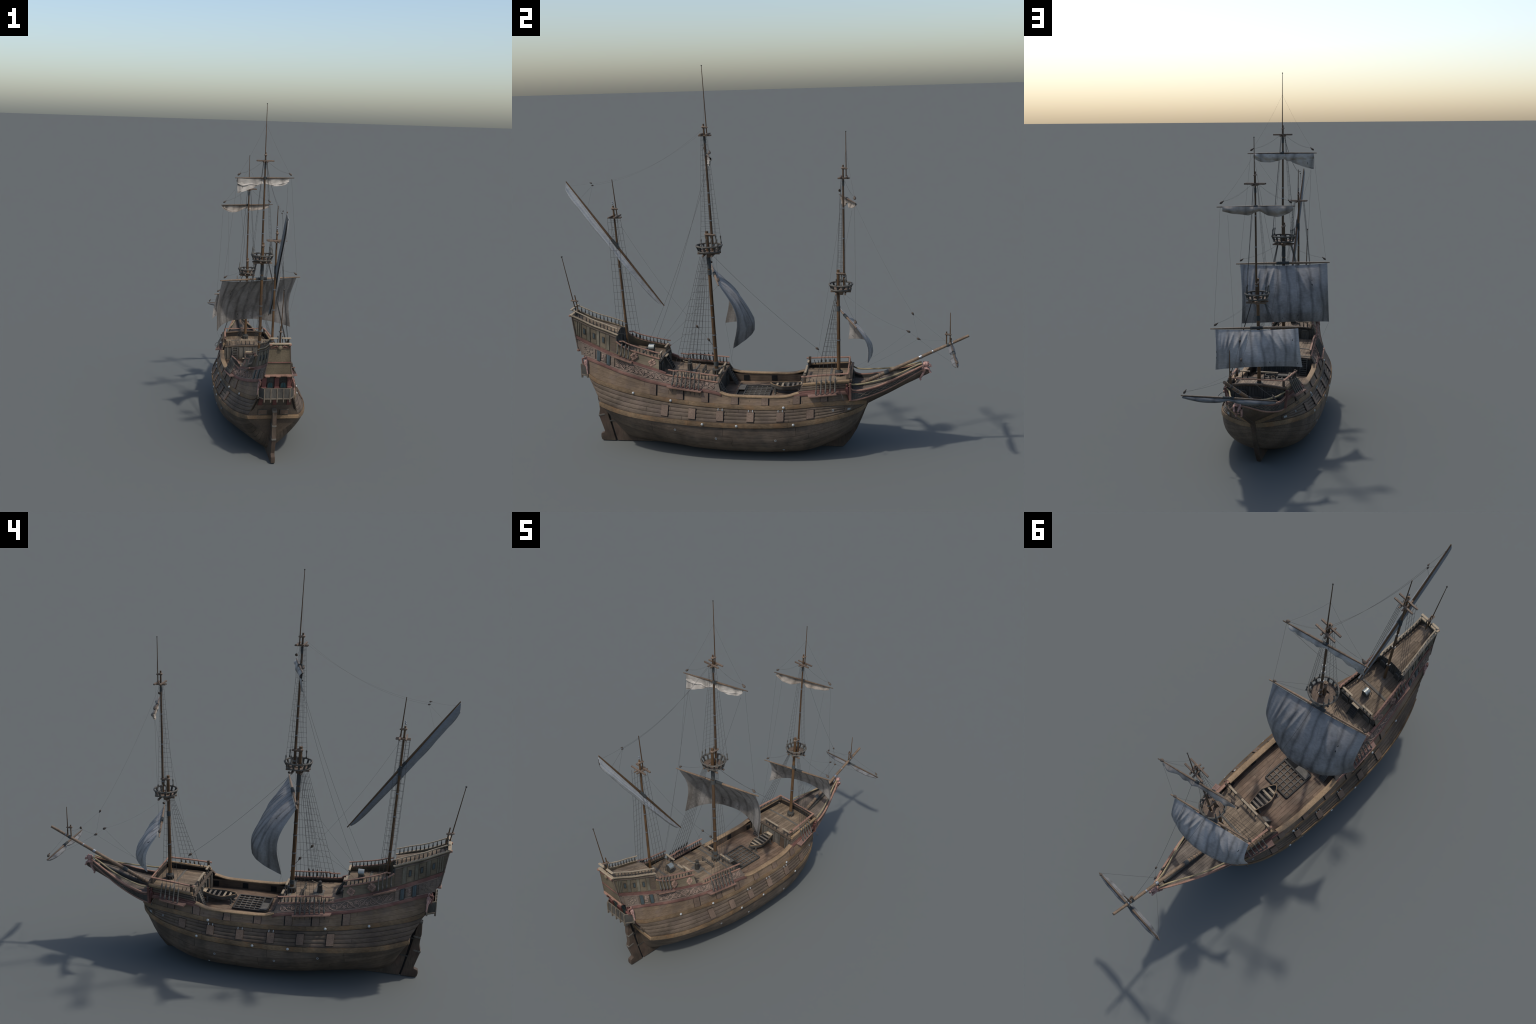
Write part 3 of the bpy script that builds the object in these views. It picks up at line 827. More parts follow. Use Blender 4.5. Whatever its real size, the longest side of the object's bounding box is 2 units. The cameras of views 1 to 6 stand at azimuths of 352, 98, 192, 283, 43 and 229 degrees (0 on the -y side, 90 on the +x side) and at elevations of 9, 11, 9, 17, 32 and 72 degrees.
for sx in (-1, 1):
    g.add(*tube([(sx * .012, -.949, .657), (sx * .02, -.9485, .662), (sx * .03, -.948, .657), (sx * .04, -.948, .654)], [.003, .0035, .003, .0015], 7))
g.obj('stern_garland', M['red'], STERN)
Geo().add(*ball((0, -.950, .652), (.0115, .005, .0115), 14, 8)).obj('stern_boss', M['stern'], STERN)
Geo().add(*beam((-.056, -.946, .672), (.056, -.946, .672), .016, .008, ch=.002)).obj('taffrail', M['pale'], STERN)
for sx in (-1, 1):
    Geo().add(*box((sx * .049, -.953, .669), (.014, .012, .010), ch=.002)).obj('taffrail_end', M['redrail'], STERN)
for a, b in ((-.054, -.012), (.006, .054)):
    Geo().add(*beam((a, -.944, .7), (b, -.944, .7), .013, .006, ch=.002)).obj('taffrail_top', M['pale'], STERN)
# carved corner figures
def term(c0, c1, s=1.0):
    g = Geo(); a = Vector(c0); b = Vector(c1)
    g.add(*lathe([(0, .003 * s), (.02, .005 * s), (.09, .0055 * s), (.15, .0035 * s), (.2, .007 * s), (.35, .0085 * s), (.5, .0065 * s), (.62, .0055 * s), (.8, .004 * s), (1, .0025 * s)], a, b, 10))
    d = (b - a)
    g.add(*ball(a + d * .28 + Vector((.004, -.003, 0)) * s, .005 * s, 8, 6))
    g.add(*tube([a + d * .22 + Vector((0, -.008 * s, 0)), a + d * .4 + Vector((.003, -.010 * s, 0)), a + d * .55 + Vector((.003, -.004, 0))], [.003 * s, .0028 * s, .0022 * s], 7))
    return g
two('corner_figure', term((.084, -.874, .470), (.097, -.865, .383), 1.0), M['fig'], STERN)
two('corner_figure', term((.148, .420, .372), (.136, .434, .284), 1.0), M['darkred'], STERN)

# ------------------------------------------------------------------ decks and bulkheads
def deck(name, y0, y1, hb, zf, camber, mat, w=.0165, cross=None):
    """boards laid fore and aft between the bulwarks, with a dark bed under them"""
    ny = 14
    zz = lambda x, y: zf(y) + (camber(y) if callable(camber) else camber) * (1 - (x / max(hb(y), .01)) ** 2)
    V = []; F = []
    for i in range(ny + 1):
        y = y0 + (y1 - y0) * i / ny
        for j in range(9):
            x = hb(y) * (j / 4 - 1); V.append((x, y, zz(x, y) - .0022))
    for i in range(ny + 1):
        y = y0 + (y1 - y0) * i / ny
        for j in range(9):
            x = hb(y) * (j / 4 - 1); V.append((x, y, zz(x, y) - .008))
    N = (ny + 1) * 9
    for i in range(ny):
        for j in range(8):
            q = i * 9 + j
            F.append((q, q + 1, q + 10, q + 9)); F.append((N + q, N + q + 9, N + q + 10, N + q + 1))
        F.append((i * 9, i * 9 + 9, N + i * 9 + 9, N + i * 9)); F.append((i * 9 + 8, N + i * 9 + 8, N + i * 9 + 17, i * 9 + 17))
    F.append(tuple(range(9)) + tuple(N + 8 - j for j in range(9)))
    F.append(tuple(ny * 9 + 8 - j for j in range(9)) + tuple(N + ny * 9 + j for j in range(9)))
    P = Geo().add(V, F).obj(name, M['seam'])
    hmax = max(hb(y0 + (y1 - y0) * i / 20) for i in range(21))
    k = int(hmax / w) + 1
    R = random.Random(name)
    for i in range(-k, k):
        a, b = i * w + .0004, (i + 1) * w - .0004
        cuts = [y0, y0 + (y1 - y0) * R.uniform(.3, .7), y1]
        for c0, c1 in zip(cuts, cuts[1:]):
            v = []; f = []; n = 8
            ok = False
            for t in range(n + 1):
                y = c0 + .0004 + (c1 - c0 - .0008) * t / n; h = hb(y)
                xa, xb = max(min(a, h), -h), max(min(b, h), -h)
                if xb - xa > .002: ok = True
                for x in (xa, xb): v.append((x, y, zz(x, y)))
                for x in (xa, xb): v.append((x, y, zz(x, y) - .003))
            if not ok: continue
            for t in range(n):
                q = t * 4
                f += [(q, q + 1, q + 5, q + 4), (q + 2, q + 6, q + 7, q + 3), (q, q + 4, q + 6, q + 2), (q + 1, q + 3, q + 7, q + 5)]
            f += [(0, 2, 3, 1), (n * 4, n * 4 + 1, n * 4 + 3, n * 4 + 2)]
            Geo().add(v, f).obj('deck_board', mat, P)
    if cross:
        for yc, wc in cross:
            h = hb(yc) - .002
            Geo().add(*strip([(x, yc, zz(x, yc) + .001) for x in np.linspace(-h, h, 9)], wc, .003)).obj('deck_beam', M['grey'], P)
    return P, zz

RB = lambda y: RY(y)[0] - .018
WD, zW = deck('waist_deck', -.203, .212, RB, lambda y: .270, .004, M['wdeck'], .018)
QD, zQ = deck('quarter_deck', -.492, -.198, lambda y: PT(y)[0] - .006, pchip([-.495, -.4, -.3, -.19], [.388, .374, .364, .356]), .004, M['deck'], cross=[(-.345, .010), (-.228, .012), (-.204, .009)])
PD, zP = deck('poop_deck', -.714, -.488, lambda y: DB(y)[0] - .006, pchip([-.72, -.6, -.485], [.492, .470, .453]), .004, M['deck'], .015, cross=[(-.60, .012), (-.495, .008)])
TD, zT = deck('after_deck', -.938, -.712, lambda y: PB(y)[0] - .006, pchip([-.945, -.833, -.705], [.650, .610, .570]), lambda y: .024 - .05 * (-.712 - y), M['deck'], .011)
FD, zF = deck('forecastle_deck', .208, .434, lambda y: FB(y)[0] - .008, pchip([.2, .44], [.352, .360]), .006, M['deck'], .016, cross=[(.335, .011), (.213, .010)])

def bulkhead(name, y, w, z0, ztop, mat, bw=.012, th=.005, dirn=1):
    """upright boards across the ship"""
    P = Geo().add(*quad_plate([(-w(z0), y, z0), (w(z0), y, z0), (w(ztop(w(z0) * .9)), y, ztop(w(z0))), (0, y, ztop(0)), (-w(ztop(w(z0) * .9)), y, ztop(w(z0)))], th * .6, (0, dirn, 0))).obj(name, M['seam'])
    n = int(2 * w(z0) / bw)
    for i in range(n):
        x = -w(z0) + 2 * w(z0) * (i + .5) / n
        zt = ztop(x) - .001
        Geo().add(*box((x, y - dirn * .001, (z0 + zt) / 2), (2 * w(z0) / n - .0008, th, zt - z0), ch=.0005)).obj('bulkhead_board', mat, P)
    return P
BQ = bulkhead('quarterdeck_bulkhead', -.202, lambda z: .165, .271, lambda x: zQ(x, -.2) - .003, M['dgrey'], dirn=-1)
BP = bulkhead('poop_bulkhead', -.493, lambda z: .122 if z < .4 else .112, .385, lambda x: zP(x, -.49) - .003, M['dgrey'], dirn=-1)
BT = bulkhead('after_bulkhead', -.715, lambda z: .080 if z < .52 else .068, .488, lambda x: zT(x * .85, -.712) - .001, M['dgrey'], dirn=-1)
BF = bulkhead('forecastle_bulkhead', .211, lambda z: .155, .271, lambda x: zF(x, .21) - .003, M['grey'], .016)
BB = bulkhead('beak_bulkhead', .436, lambda z: .134, .285, lambda x: .384 + .010 * (1 - (x / .134) ** 2), M['dgrey'], .014, dirn=-1)
Geo().add(*strip([(x, .438, .384 + .012 * (1 - (x / .14) ** 2)) for x in np.linspace(-.14, .14, 15)], .016, .010)).obj('bulkhead_beam', M['bulk'], BB)
Geo().add(*strip([(x, .209, .352 + .006 * (1 - (x / .15) ** 2)) for x in np.linspace(-.153, .153, 11)], .012, .010)).obj('bulkhead_beam', M['mid'], BF)
Geo().add(*strip([(x, -.198, .354 + .006 * (1 - (x / .15) ** 2)) for x in np.linspace(-.154, .154, 11)], .010, .010)).obj('bulkhead_beam', M['bulk'], BQ)
for x in (-.135, -.105, -.06, -.025, .03, .075, .12, .142):
    Geo().add(*beam((x, .204, .271), (x, .204, .349), .009, .007, up=(0, 1, 0))).obj('stanchion', M['grey'], BF)
for x in (-.085, .095):
    Geo().add(*box((x, .2055, .306), (.032, .004, .066), ch=.001)).obj('cabin_door', M['bulk'], BF)
# arched doors of the after bulkheads
def arched(x, y, z0, w, h, dirn, par, mat='dgrey'):
    a = [(x - w, y, z0), (x + w, y, z0), (x + w, y, z0 + h * .86)] + [(x + w * math.cos(q), y, z0 + h * (.86 + .14 * math.sin(q))) for q in np.linspace(0, pi, 9)[1:-1]] + [(x - w, y, z0 + h * .86)]
    Geo().add(*quad_plate(a, .009, (0, dirn, 0))).obj('cabin_door', M[mat], par)
    Geo().add(*tube([(x - w, y + dirn * .009, z0)] + [(px, y + dirn * .009, pz) for px, _, pz in reversed(a[2:])] + [(x + w, y + dirn * .009, z0)], .0016, 6)).obj('door_frame', M['grey'], par)
for x in (-.072, .072): arched(x, -.493, .384, .019, .058, 1, BP)
for x in (-.045, .047): arched(x, -.714, .488, .015, .062, 1, BT)
for x in (-.100, .100): arched(x, -.202, .271, .018, .070, 1, BQ)
for x in (-.070, .070): arched(x, .438, .318, .026, .050, 1, BB)
arched(.0, .438, .305, .028, .035, 1, BB, 'bulk')
# inside of the waist bulwarks: dark port openings between frames
SW = lambda v, y: Vector((RY(y)[0] - .0175, y, .271 + v * .040))
two('bulwark_lining', wall(SW, -.198, .205, 24, nv=2, lo=-.0005, hi=.004), M['bulk'], WD)
for y in (-.110, .035, .185):
    g = Geo().add(*box((RY(y)[0] - .0195, y, .289), (.003, .028, .027))); two('port_opening', g, M['dark'], WD)

# ladders
def ladder(top, bot, w, n, par, mat='grey'):
    a = Vector(top); b = Vector(bot); g = Geo()
    for s in (-1, 1):
        g.add(*beam(a + Vector((s * w / 2, 0, 0)), b + Vector((s * w / 2, 0, 0)), .003, .011, ch=.0006))
    for i in range(n):
        p = a.lerp(b, (i + .5) / n); g.add(*box(p, (w, .010, .0022)))
    g.obj('ladder', M[mat], par)
ladder((-.088, .203, .352), (-.088, .172, .272), .030, 8, BF)
ladder((.118, -.197, .358), (.118, -.150, .274), .034, 8, BQ)
ladder((-.118, -.197, .358), (-.118, -.150, .274), .034, 8, BQ)
ladder((0, -.488, .455), (0, -.448, .384), .040, 7, BP, 'dgrey')
Geo().add(*box((0, -.482, .456), (.044, .012, .004), ch=.001)).obj('ladder_step', M['pale'], BP)

# ------------------------------------------------------------------ railings
bal_prof = [(0, .0026), (.08, .0028), (.16, .0022), (.32, .0034), (.5, .0024), (.8, .0015), (.94, .0022), (1, .0022)]
def railing(name, base, y0, y1, h, nb, rail_mat, bal_mat, w=.008, t=.0045, inset=.003, over=.006):
    """row of turned balusters on a base line with a flat hand rail, both sides"""
    P = None
    n = 24
    for sx in (1, -1):
        pts = []
        for i in range(n + 1):
            y = y0 - over + (y1 - y0 + 2 * over) * i / n
            p = base(min(max(y, min(y0, y1)), max(y0, y1)))
            pts.append((sx * (p[0] - inset), y, p[2] + h(y)))
        o = Geo().add(*strip(pts, w, t)).obj(name, rail_mat)
        me = bpy.data.meshes.get(name + '_baluster')
        if not me:
            me = Geo().add(*lathe(bal_prof, (0, 0, 0), (0, 0, 1), 8)).mesh(name + '_baluster', bal_mat)
        mats = []
        for i in range(nb):
            y = y0 + (y1 - y0) * (i + .5) / nb; p = base(y)
            mats.append(Matrix.Translation((sx * (p[0] - inset), y, p[2] + .002)) @ Matrix.Diagonal((1, 1, h(y) - .003, 1)))
        copies('baluster', me, o, mats)
railing('after_railing', PB, -.936, -.714, lambda y: .027, 12, M['pale'], M['dgrey'], w=.0075)
railing('poop_railing', DB, -.690, -.494, lambda y: .026 if y > -.68 else .018, 11, M['redrail'], M['dgrey'], w=.0085)
QBase = RowY([(y, PT(y)[0], PT(y)[2]) for y in np.linspace(-.45, -.197, 14)])
railing('quarterdeck_railing', QBase, -.438, -.200, lambda y: .031 if y > -.40 else .026, 14, M['redrail'], M['dgrey'], w=.0095)
# forecastle rails on posts
for sx in (1, -1):
    Geo().add(*strip([(sx * .1495, .206, .404), (sx * .142, .30, .411), (sx * .130, .428, .418)], .011, .006)).obj('forecastle_rail', M['redrail'])
    for y, x, z0 in ((.222, .147, .368), (.424, .130, .386)):
        Geo().add(*box((sx * x, y, (z0 + .412) / 2), (.011, .012, .412 - z0 + .004), ch=.0015)).obj('rail_post', M['bulk'], BF)
    for y in (.25, .268):
        Geo().add(*tube([(sx * .148, y, .374), (sx * .150, y - .006, .395)], [.0022, .0012], 6)).obj('timberhead', M['dgrey'], BF)
Geo().add(*strip([(x, .426, .4175) for x in (-.134, 0, .134)], .0065, .0045)).obj('forecastle_rail', M['redrail'])
# short rails along the deck breaks
def breakrail(y, spans, zf, h, mat, nb):
    for a, b in spans:
        o = Geo().add(*beam((a, y, zf(0, y) + h), (b, y, zf(0, y) + h), .010, .005, ch=.001)).obj('break_rail', mat)
        k = max(2, int((b - a) / .022))
        me = bpy.data.meshes.get('short_baluster') or Geo().add(*lathe(bal_prof, (0, 0, 0), (0, 0, 1), 8)).mesh('short_baluster', M['dgrey'])
        ms = []
        for i in range(k):
            x = a + (b - a) * (i + .5) / k
            ms.append(Matrix.Translation((x, y, zf(x, y))) @ Matrix.Diagonal((1.15, 1.15, h - .002, 1)))
        copies('baluster', me, o, ms)
breakrail(-.202, [(-.093, -.046), (.010, .083)], zQ, .030, M['pale'], 4)
breakrail(-.496, [(-.096, -.030), (.036, .100)], zP, .030, M['pale'], 4)
breakrail(.216, [(-.145, -.112), (-.060, .048), (.082, .134)], zF, .034, M['pale'], 4)

# ------------------------------------------------------------------ beakhead
RU = RowY([(.432, .148, .362), (.438, .140, .347), (.452, .132, .337), (.475, .123, .333), (.523, .112, .339), (.57, .099, .350), (.616, .084, .365),
           (.661, .067, .381), (.706, .049, .398), (.752, .028, .415), (.775, .016, .424)])
RL = RowY([(.425, .138, .288), (.455, .128, .286), (.49, .117, .291), (.538, .102, .303), (.587, .087, .319), (.636, .070, .338), (.683, .052, .360), (.735, .032, .385), (.775, .014, .403)])
CT = RowY([(.425, .010, .232), (.505, .010, .240), (.55, .010, .256), (.608, .010, .285), (.705, .010, .338), (.775, .010, .378)])
RYEL = RowY([(.430, .150, .374), (.455, .127, .364), (.48, .117, .362), (.531, .102, .368), (.582, .085, .376), (.631, .065, .387), (.68, .044, .400), (.728, .025, .419), (.772, .012, .436)])
BEAK = wall(between(RL, RU, .002), .438, .775, 40, nv=4, lo=-.005, hi=0).both().obj('beakhead', M['dgrey'])
two('beak_underside', wall(between(CT, RL, .006), .43, .775, 40, nv=5, lo=-.004, hi=0), M['mid'], BEAK)
two('beak_relief', (lambda g: g)(Geo().add(*tube([between(RL, RU)(.5 + .18 * math.sin(y * 95), y) + Vector((.003, .001, 0)) for y in np.linspace(.47, .74, 90)], .0014, 5))), M['carve'], BEAK)
two('beak_relief', Geo().add(*tube([between(RL, RU)(.5 - .18 * math.sin(y * 95), y) + Vector((.003, .001, 0)) for y in np.linspace(.47, .74, 90)], .0012, 5)), M['carve'], BEAK)
def rail_y(R, y0, y1, r, mat, name, n=40, dx=0, sq=None):
    ys = np.linspace(y0, y1, n)
    pts = [Vector(R(y)) + Vector((dx, 0, 0)) for y in ys]
    two(name, Geo().add(*(strip(pts, *sq) if sq else tube(pts, r, 8))), mat, BEAK)
rail_y(RU, .432, .778, .0042, M['redrail'], 'beak_rail', sq=(.010, .007))
rail_y(RL, .43, .790, .0042, M['redrail'], 'beak_rail')
two('beak_rail', Geo().add(*tube([between(RL, RU)(.80, y) + Vector((.002, 0, 0)) for y in np.linspace(.44, .77, 30)], .0018, 6)), M['red'], BEAK)
rail_y(RYEL, .432, .775, .0037, M['yellow'], 'beak_top_rail')
for sx in (1, -1):
    Geo().add(*strip([(sx * .148, .437, .376), (sx * .143, .4375, .345), (sx * .139, .437, .290)], .016, .010, up=lambda i: (0, 1, 0))).obj('beak_end_post', M['red'], BEAK)
hb_b = lambda y: max(RU(y)[0] - .006, .004)
BKD, zB = deck('beak_deck', .436, .765, hb_b, lambda y: RU(max(y, .455))[2] - .017, .0, M['beakdeck'], .013)
Geo().add(*strip([(.0, y, zB(0, y) + .005) for y in np.linspace(.44, .74, 16)], .020, .014)).obj('bowsprit_bed', M['dgrey'], BEAK)

# lion-like figurehead rearing at the tip
def figurehead():
    g = Geo()
    b0 = Vector((0, .772, .372)); b1 = Vector((0, .790, .408)); hd = Vector((0, .800, .428))
    g.add(*tube([b0, b0.lerp(b1, .35), b0.lerp(b1, .7), b1, hd], [.010, .013, .0135, .012, .010], 12))
    g.add(*ball((0, .795, .428), (.0135, .0165, .0145), 14, 9))                      # mane
    R = random.Random(5)
    for i in range(42):                                                              # curls
        a = R.uniform(0, 2 * pi); t = R.uniform(.2, 1.0)
        d = Vector((math.cos(a) * 1.0, -.5 + .45 * t * math.sin(a * 2), math.sin(a)))
        g.add(*ball(Vector((0, .794, .428)) + Vector((d.x * .0125, d.y * .013, d.z * .0135)), R.uniform(.0018, .0028), 7, 5))
    g.add(*ball((0, .812, .424), (.008, .009, .0075), 10, 7))                         # muzzle
    g.add(*ball((0, .818, .419), (.006, .006, .004), 9, 6))
    for sx in (-1, 1):
        g.add(*ball((sx * .008, .806, .439), (.003, .003, .004), 7, 5))               # ears
        g.add(*tube([(sx * .010, .787, .410), (sx * .0125, .799, .411), (sx * .011, .810, .405), (sx * .009, .812, .394), (sx * .008, .816, .391)], [.006, .0055, .0048, .0042, .005], 9))
        g.add(*tube([(sx * .008, .774, .382), (sx * .0125, .782, .388), (sx * .013, .774, .373), (sx * .012, .767, .359), (sx * .011, .771, .353)], [.008, .0075, .0055, .004, .0048], 9))
        for k in range(3):
            g.add(*ball((sx * (.006 + .002 * k), .818 + .001 * (k == 1), .3905), (.0016, .003, .002), 6, 4))
    for z in (.385, .393, .401):
        g.add(*tube([(-.011, .782 + (z - .385) * .5, z), (0, .7985 + (z - .385) * .3, z), (.011, .782 + (z - .385) * .5, z)], .0012, 5))
    return g
figurehead().obj('figurehead', M['fig'], BEAK)
Geo().add(*ball((0, .802, .392), (.011, .013, .010), 12, 8)).obj('stem_knob', M['rud'], BEAK)
two('anchor_hook', Geo().add(*tube([(.176, .395, .335), (.190, .402, .325), (.196, .405, .312), (.190, .406, .304), (.182, .406, .309)], .0014, 6)), M['rope'], BEAK)

# ------------------------------------------------------------------ masts and spars
def mast(name, pts, r0, r1, bands=(), wool=(), n=14, mat='mast', cap=None, parent=None):
    a = Vector(pts[0]); b = Vector(pts[-1])
    k = 12
    P = [a.lerp(b, i / k) for i in range(k + 1)]
    o = Geo().add(*tube(P, [r0 + (r1 - r0) * i / k for i in range(k + 1)], n)).obj(name, M[mat], parent)
    L = (b - a).length; d = (b - a).normalized()
    par = o if parent is None else parent
    g = Geo()
    for z in bands:
        t = (z - a.z) / (b.z - a.z) if abs(b.z - a.z) > .1 else z
        p = a.lerp(b, t); r = r0 + (r1 - r0) * t
        g.add(*tube([p - d * .0028, p + d * .0028], r * 1.14 + .0004, n))
    if bands: g.obj('iron_band', M['iron'], par)
    for z0, z1 in wool:
        g = Geo(); kk = max(3, int((z1 - z0) / .0028))
        for i in range(kk):
            z = z0 + (z1 - z0) * (i + .5) / kk
            t = (z - a.z) / (b.z - a.z); p = a.lerp(b, t); r = r0 + (r1 - r0) * t
            h = (z1 - z0) / kk / 2
            g.add(*tube([p - d * h, p - d * h * .4, p + d * h * .4, p + d * h], [r * 1.1, r * 1.1 + .0012, r * 1.1 + .0012, r * 1.1], n, cap=False))
        g.obj('rope_lashing', M['wool'], par)
    return o
def collar(c, r, h, par):
    """mast partner: ring on short legs"""
    x, y, z = c
    g = Geo()
    g.add(*lathe([(0, r * .95), (.1, r * 1.05), (.9, r * 1.05), (1, r)], (x, y, z + h - .009), (x, y, z + h), 18))
    for i in range(8):
        a = 2 * pi * i / 8 + .2
        g.add(*box((x + r * .85 * math.cos(a), y + r * .85 * math.sin(a), z + h / 2 - .004), (.007, .007, h), ch=.001))
    g.obj('mast_collar', M['dgrey'], par)
def cheek_cap(ya, yb, x, z, par, s=1.0):
    """rounded cap timber joining two mast sections"""
    g = Geo()
    g.add(*tube([(x, ya - .013 * s, z), (x, ya - .008 * s, z), (x, ya, z), (x, (ya + yb) / 2, z - .002), (x, yb, z - .003), (x, yb + .010 * s, z - .003)],
                [.005 * s, .0105 * s, .0115 * s, .009 * s, .008 * s, .005 * s], 10))
    g.v = [(p[0], p[1], z + (p[2] - z) * .78) for p in g.v]
    g.obj('mast_cap', M['top'], par)
def crosstree(x, y, z, lx, ly, par, s=1.0):
    g = Geo()
    for dy in (-.012, .014): g.add(*box((x, y + dy * s, z), (lx, .007 * s, .007 * s), ch=.001))
    for dx in (-.008, .008): g.add(*box((x + dx * s, y + .001, z - .006 * s), (.006 * s, ly, .006 * s), ch=.001))
    g.obj('crosstree', M['top'], par)
def fighting_top(c, r0, r1, z0, z1, par, nb=14):
    """round platform: floor with a square lubber hole, slanting staves, rim"""
    x, y = c
    g = Geo(); n = 28
    hole = .020
    v = []; f = []
    for zz in (z0, z0 + .005):
        for i in range(n):
            a = 2 * pi * i / n + pi / 4 * 0
            ca, sa = math.cos(a), math.sin(a)
            m = max(abs(ca), abs(sa))
            v.append((x + r0 * ca, y + r0 * sa, zz)); v.append((x + hole * ca / m, y + hole * sa / m, zz))
    for i in range(n):
        j = (i + 1) % n
        f += [(2 * i, 2 * j, 2 * j + 1, 2 * i + 1), (2 * n + 2 * i, 2 * n + 2 * i + 1, 2 * n + 2 * j + 1, 2 * n + 2 * j),
              (2 * i, 2 * n + 2 * i, 2 * n + 2 * j, 2 * j), (2 * i + 1, 2 * j + 1, 2 * n + 2 * j + 1, 2 * n + 2 * i + 1)]
    T = Geo().add(v, f).obj('crows_nest', M['top'], par)
    ring = lambda r, z, t: tube([(x + r * math.cos(a), y + r * math.sin(a), z) for a in np.linspace(0, 2 * pi, 41)], t, 8, cap=False)
    Geo().add(*ring(r0 + .0015, z0 + .003, .0042)).obj('nest_ring', M['grey'], par)
    Geo().add(*ring(r1, z1, .0042)).obj('nest_rim', M['grey'], par)
    me = Geo().add(*box((0, 0, .5), (.008, .005, 1.0))).mesh('nest_stave', M['dgrey'])
    ms = []
    for i in range(nb):
        a = 2 * pi * (i + .5) / nb
        p = Vector((x + r0 * math.cos(a), y + r0 * math.sin(a), z0 + .004)); q = Vector((x + r1 * math.cos(a), y + r1 * math.sin(a), z1))
        d = q - p
        ms.append(place(p, d, (math.cos(a), math.sin(a), 0), (1, 1, d.length)))
    copies('nest_stave', me, par, ms)
    g = Geo()
    for dx in (-.016, .016): g.add(*box((x + dx, y, z0 - .006), (.008, r0 * 2.1, .009), ch=.001))
    for dy in (-.022, .022): g.add(*box((x, y + dy, z0 - .014), (r0 * 2.1, .008, .008), ch=.001))
    g.add(*lathe([(0, .0105), (1, .015)], (x, y, z0 - .026), (x, y, z0 - .010), 12))
    g.obj('trestle_tree', M['top'], par)

# main mast
MM = mast('main_mast', [(.002, -.230, .35), (.001, -.254, 1.084)], .0098, .0078, bands=(.50, .565, .655, .715), wool=((.405, .428), (.868, .893), (.900, .955)))
collar((.002, -.231, .358), .0205, .034, MM)
fighting_top((.001, -.245), .052, .0630, .983, 1.0135, MM, 14)
cheek_cap(-.252, -.222, .001, 1.067, MM)
mast('topmast', [(.001, -.226, .985), (.001, -.249, 1.597)], .0064, .0042, bands=(1.015, 1.135, 1.215, 1.27), wool=((1.505, 1.535), (1.445, 1.462)), parent=MM, mat='mast2')
crosstree(.001, -.245, 1.549, .097, .060, MM, 1.12)
cheek_cap(-.249, -.236, .001, 1.582, MM, .72)
mast('pole', [(.001, -.2335, 1.54), (.001, -.247, 1.864)], .0029, .0015, parent=MM, n=8, mat='mast2')
Geo().add(*ball((.001, -.247, 1.866), .0032, 8, 6)).obj('mast_truck', M['dgrey'], MM)
# fore mast
FM = mast('fore_mast', [(-.001, .375, .345), (0, .379, .893)], .0092, .0070, bands=(.545,), wool=((.374, .395), (.69, .715)))
collar((-.001, .376, .357), .019, .030, FM)
fighting_top((0, .391), .0465, .0555, .797, .823, FM, 12)
cheek_cap(.380, .407, 0, .875, FM, .88)
mast('topmast', [(0, .406, .79), (0, .4075, 1.393)], .0055, .0038, bands=(.862, 1.045, 1.19), wool=((1.295, 1.318),), parent=FM, mat='mast2')
crosstree(0, .409, 1.337, .097, .056, FM, 1.05)
cheek_cap(.4075, .4215, 0, 1.378, FM, .68)
mast('pole', [(0, .4215, 1.332), (0, .422, 1.546)], .0027, .0015, parent=FM, n=8, mat='mast2')
Geo().add(*ball((0, .422, 1.5475), .003, 8, 6)).obj('mast_truck', M['dgrey'], FM)
# mizzen mast
ZM = mast('mizzen_mast', [(.001, -.675, .465), (.003, -.7135, 1.212)], .0074, .0044, bands=(.62, .79, .90), wool=((.985, 1.03),))
g = Geo().add(*tube([(.002 + .013 * math.cos(a), -.677 + .013 * math.sin(a), .485) for a in np.linspace(0, 2 * pi, 25)], .0028, 8, cap=False)); g.obj('mast_collar', M['grey'], ZM)
crosstree(.004, -.709, 1.160, .103, .066, ZM, 1.1)
cheek_cap(-.7135, -.697, .004, 1.198, ZM, .72)
g = Geo().add(*ball((.004, -.7145, 1.222), .0042, 9, 6)); g.add(*ball((.004, -.7145, 1.231), .0036, 9, 6)); g.obj('mast_truck', M['iron'], ZM)
mast('pole', [(.004, -.6945, 1.152), (.004, -.711, 1.341)], .0031, .0019, parent=ZM, n=8, mat='mast2')
# ensign staff on the taffrail
SM = mast('ensign_staff', [(0, -.938, .665), (0, -.994, .956)], .0030, .0017, n=8, mat='mast2')
Geo().add(*ball((0, -.9945, .9575), .0044, 9, 7)).obj('staff_knob', M['dgrey'], SM)
Geo().add(*tube([(0, -.9235, .655), (0, -.941, .762)], [.0034, .0028], 8)).obj('staff_prop', M['mast'], SM)
Geo().add(*beam((0, -.926, .730), (0, -.962, .736), .014, .007, ch=.002)).obj('staff_clamp', M['top'], SM)
for x in (-.012, .012): Geo().add(*box((x, -.935, .69), (.004, .004, .04))).obj('staff_bracket', M['dgrey'], SM)
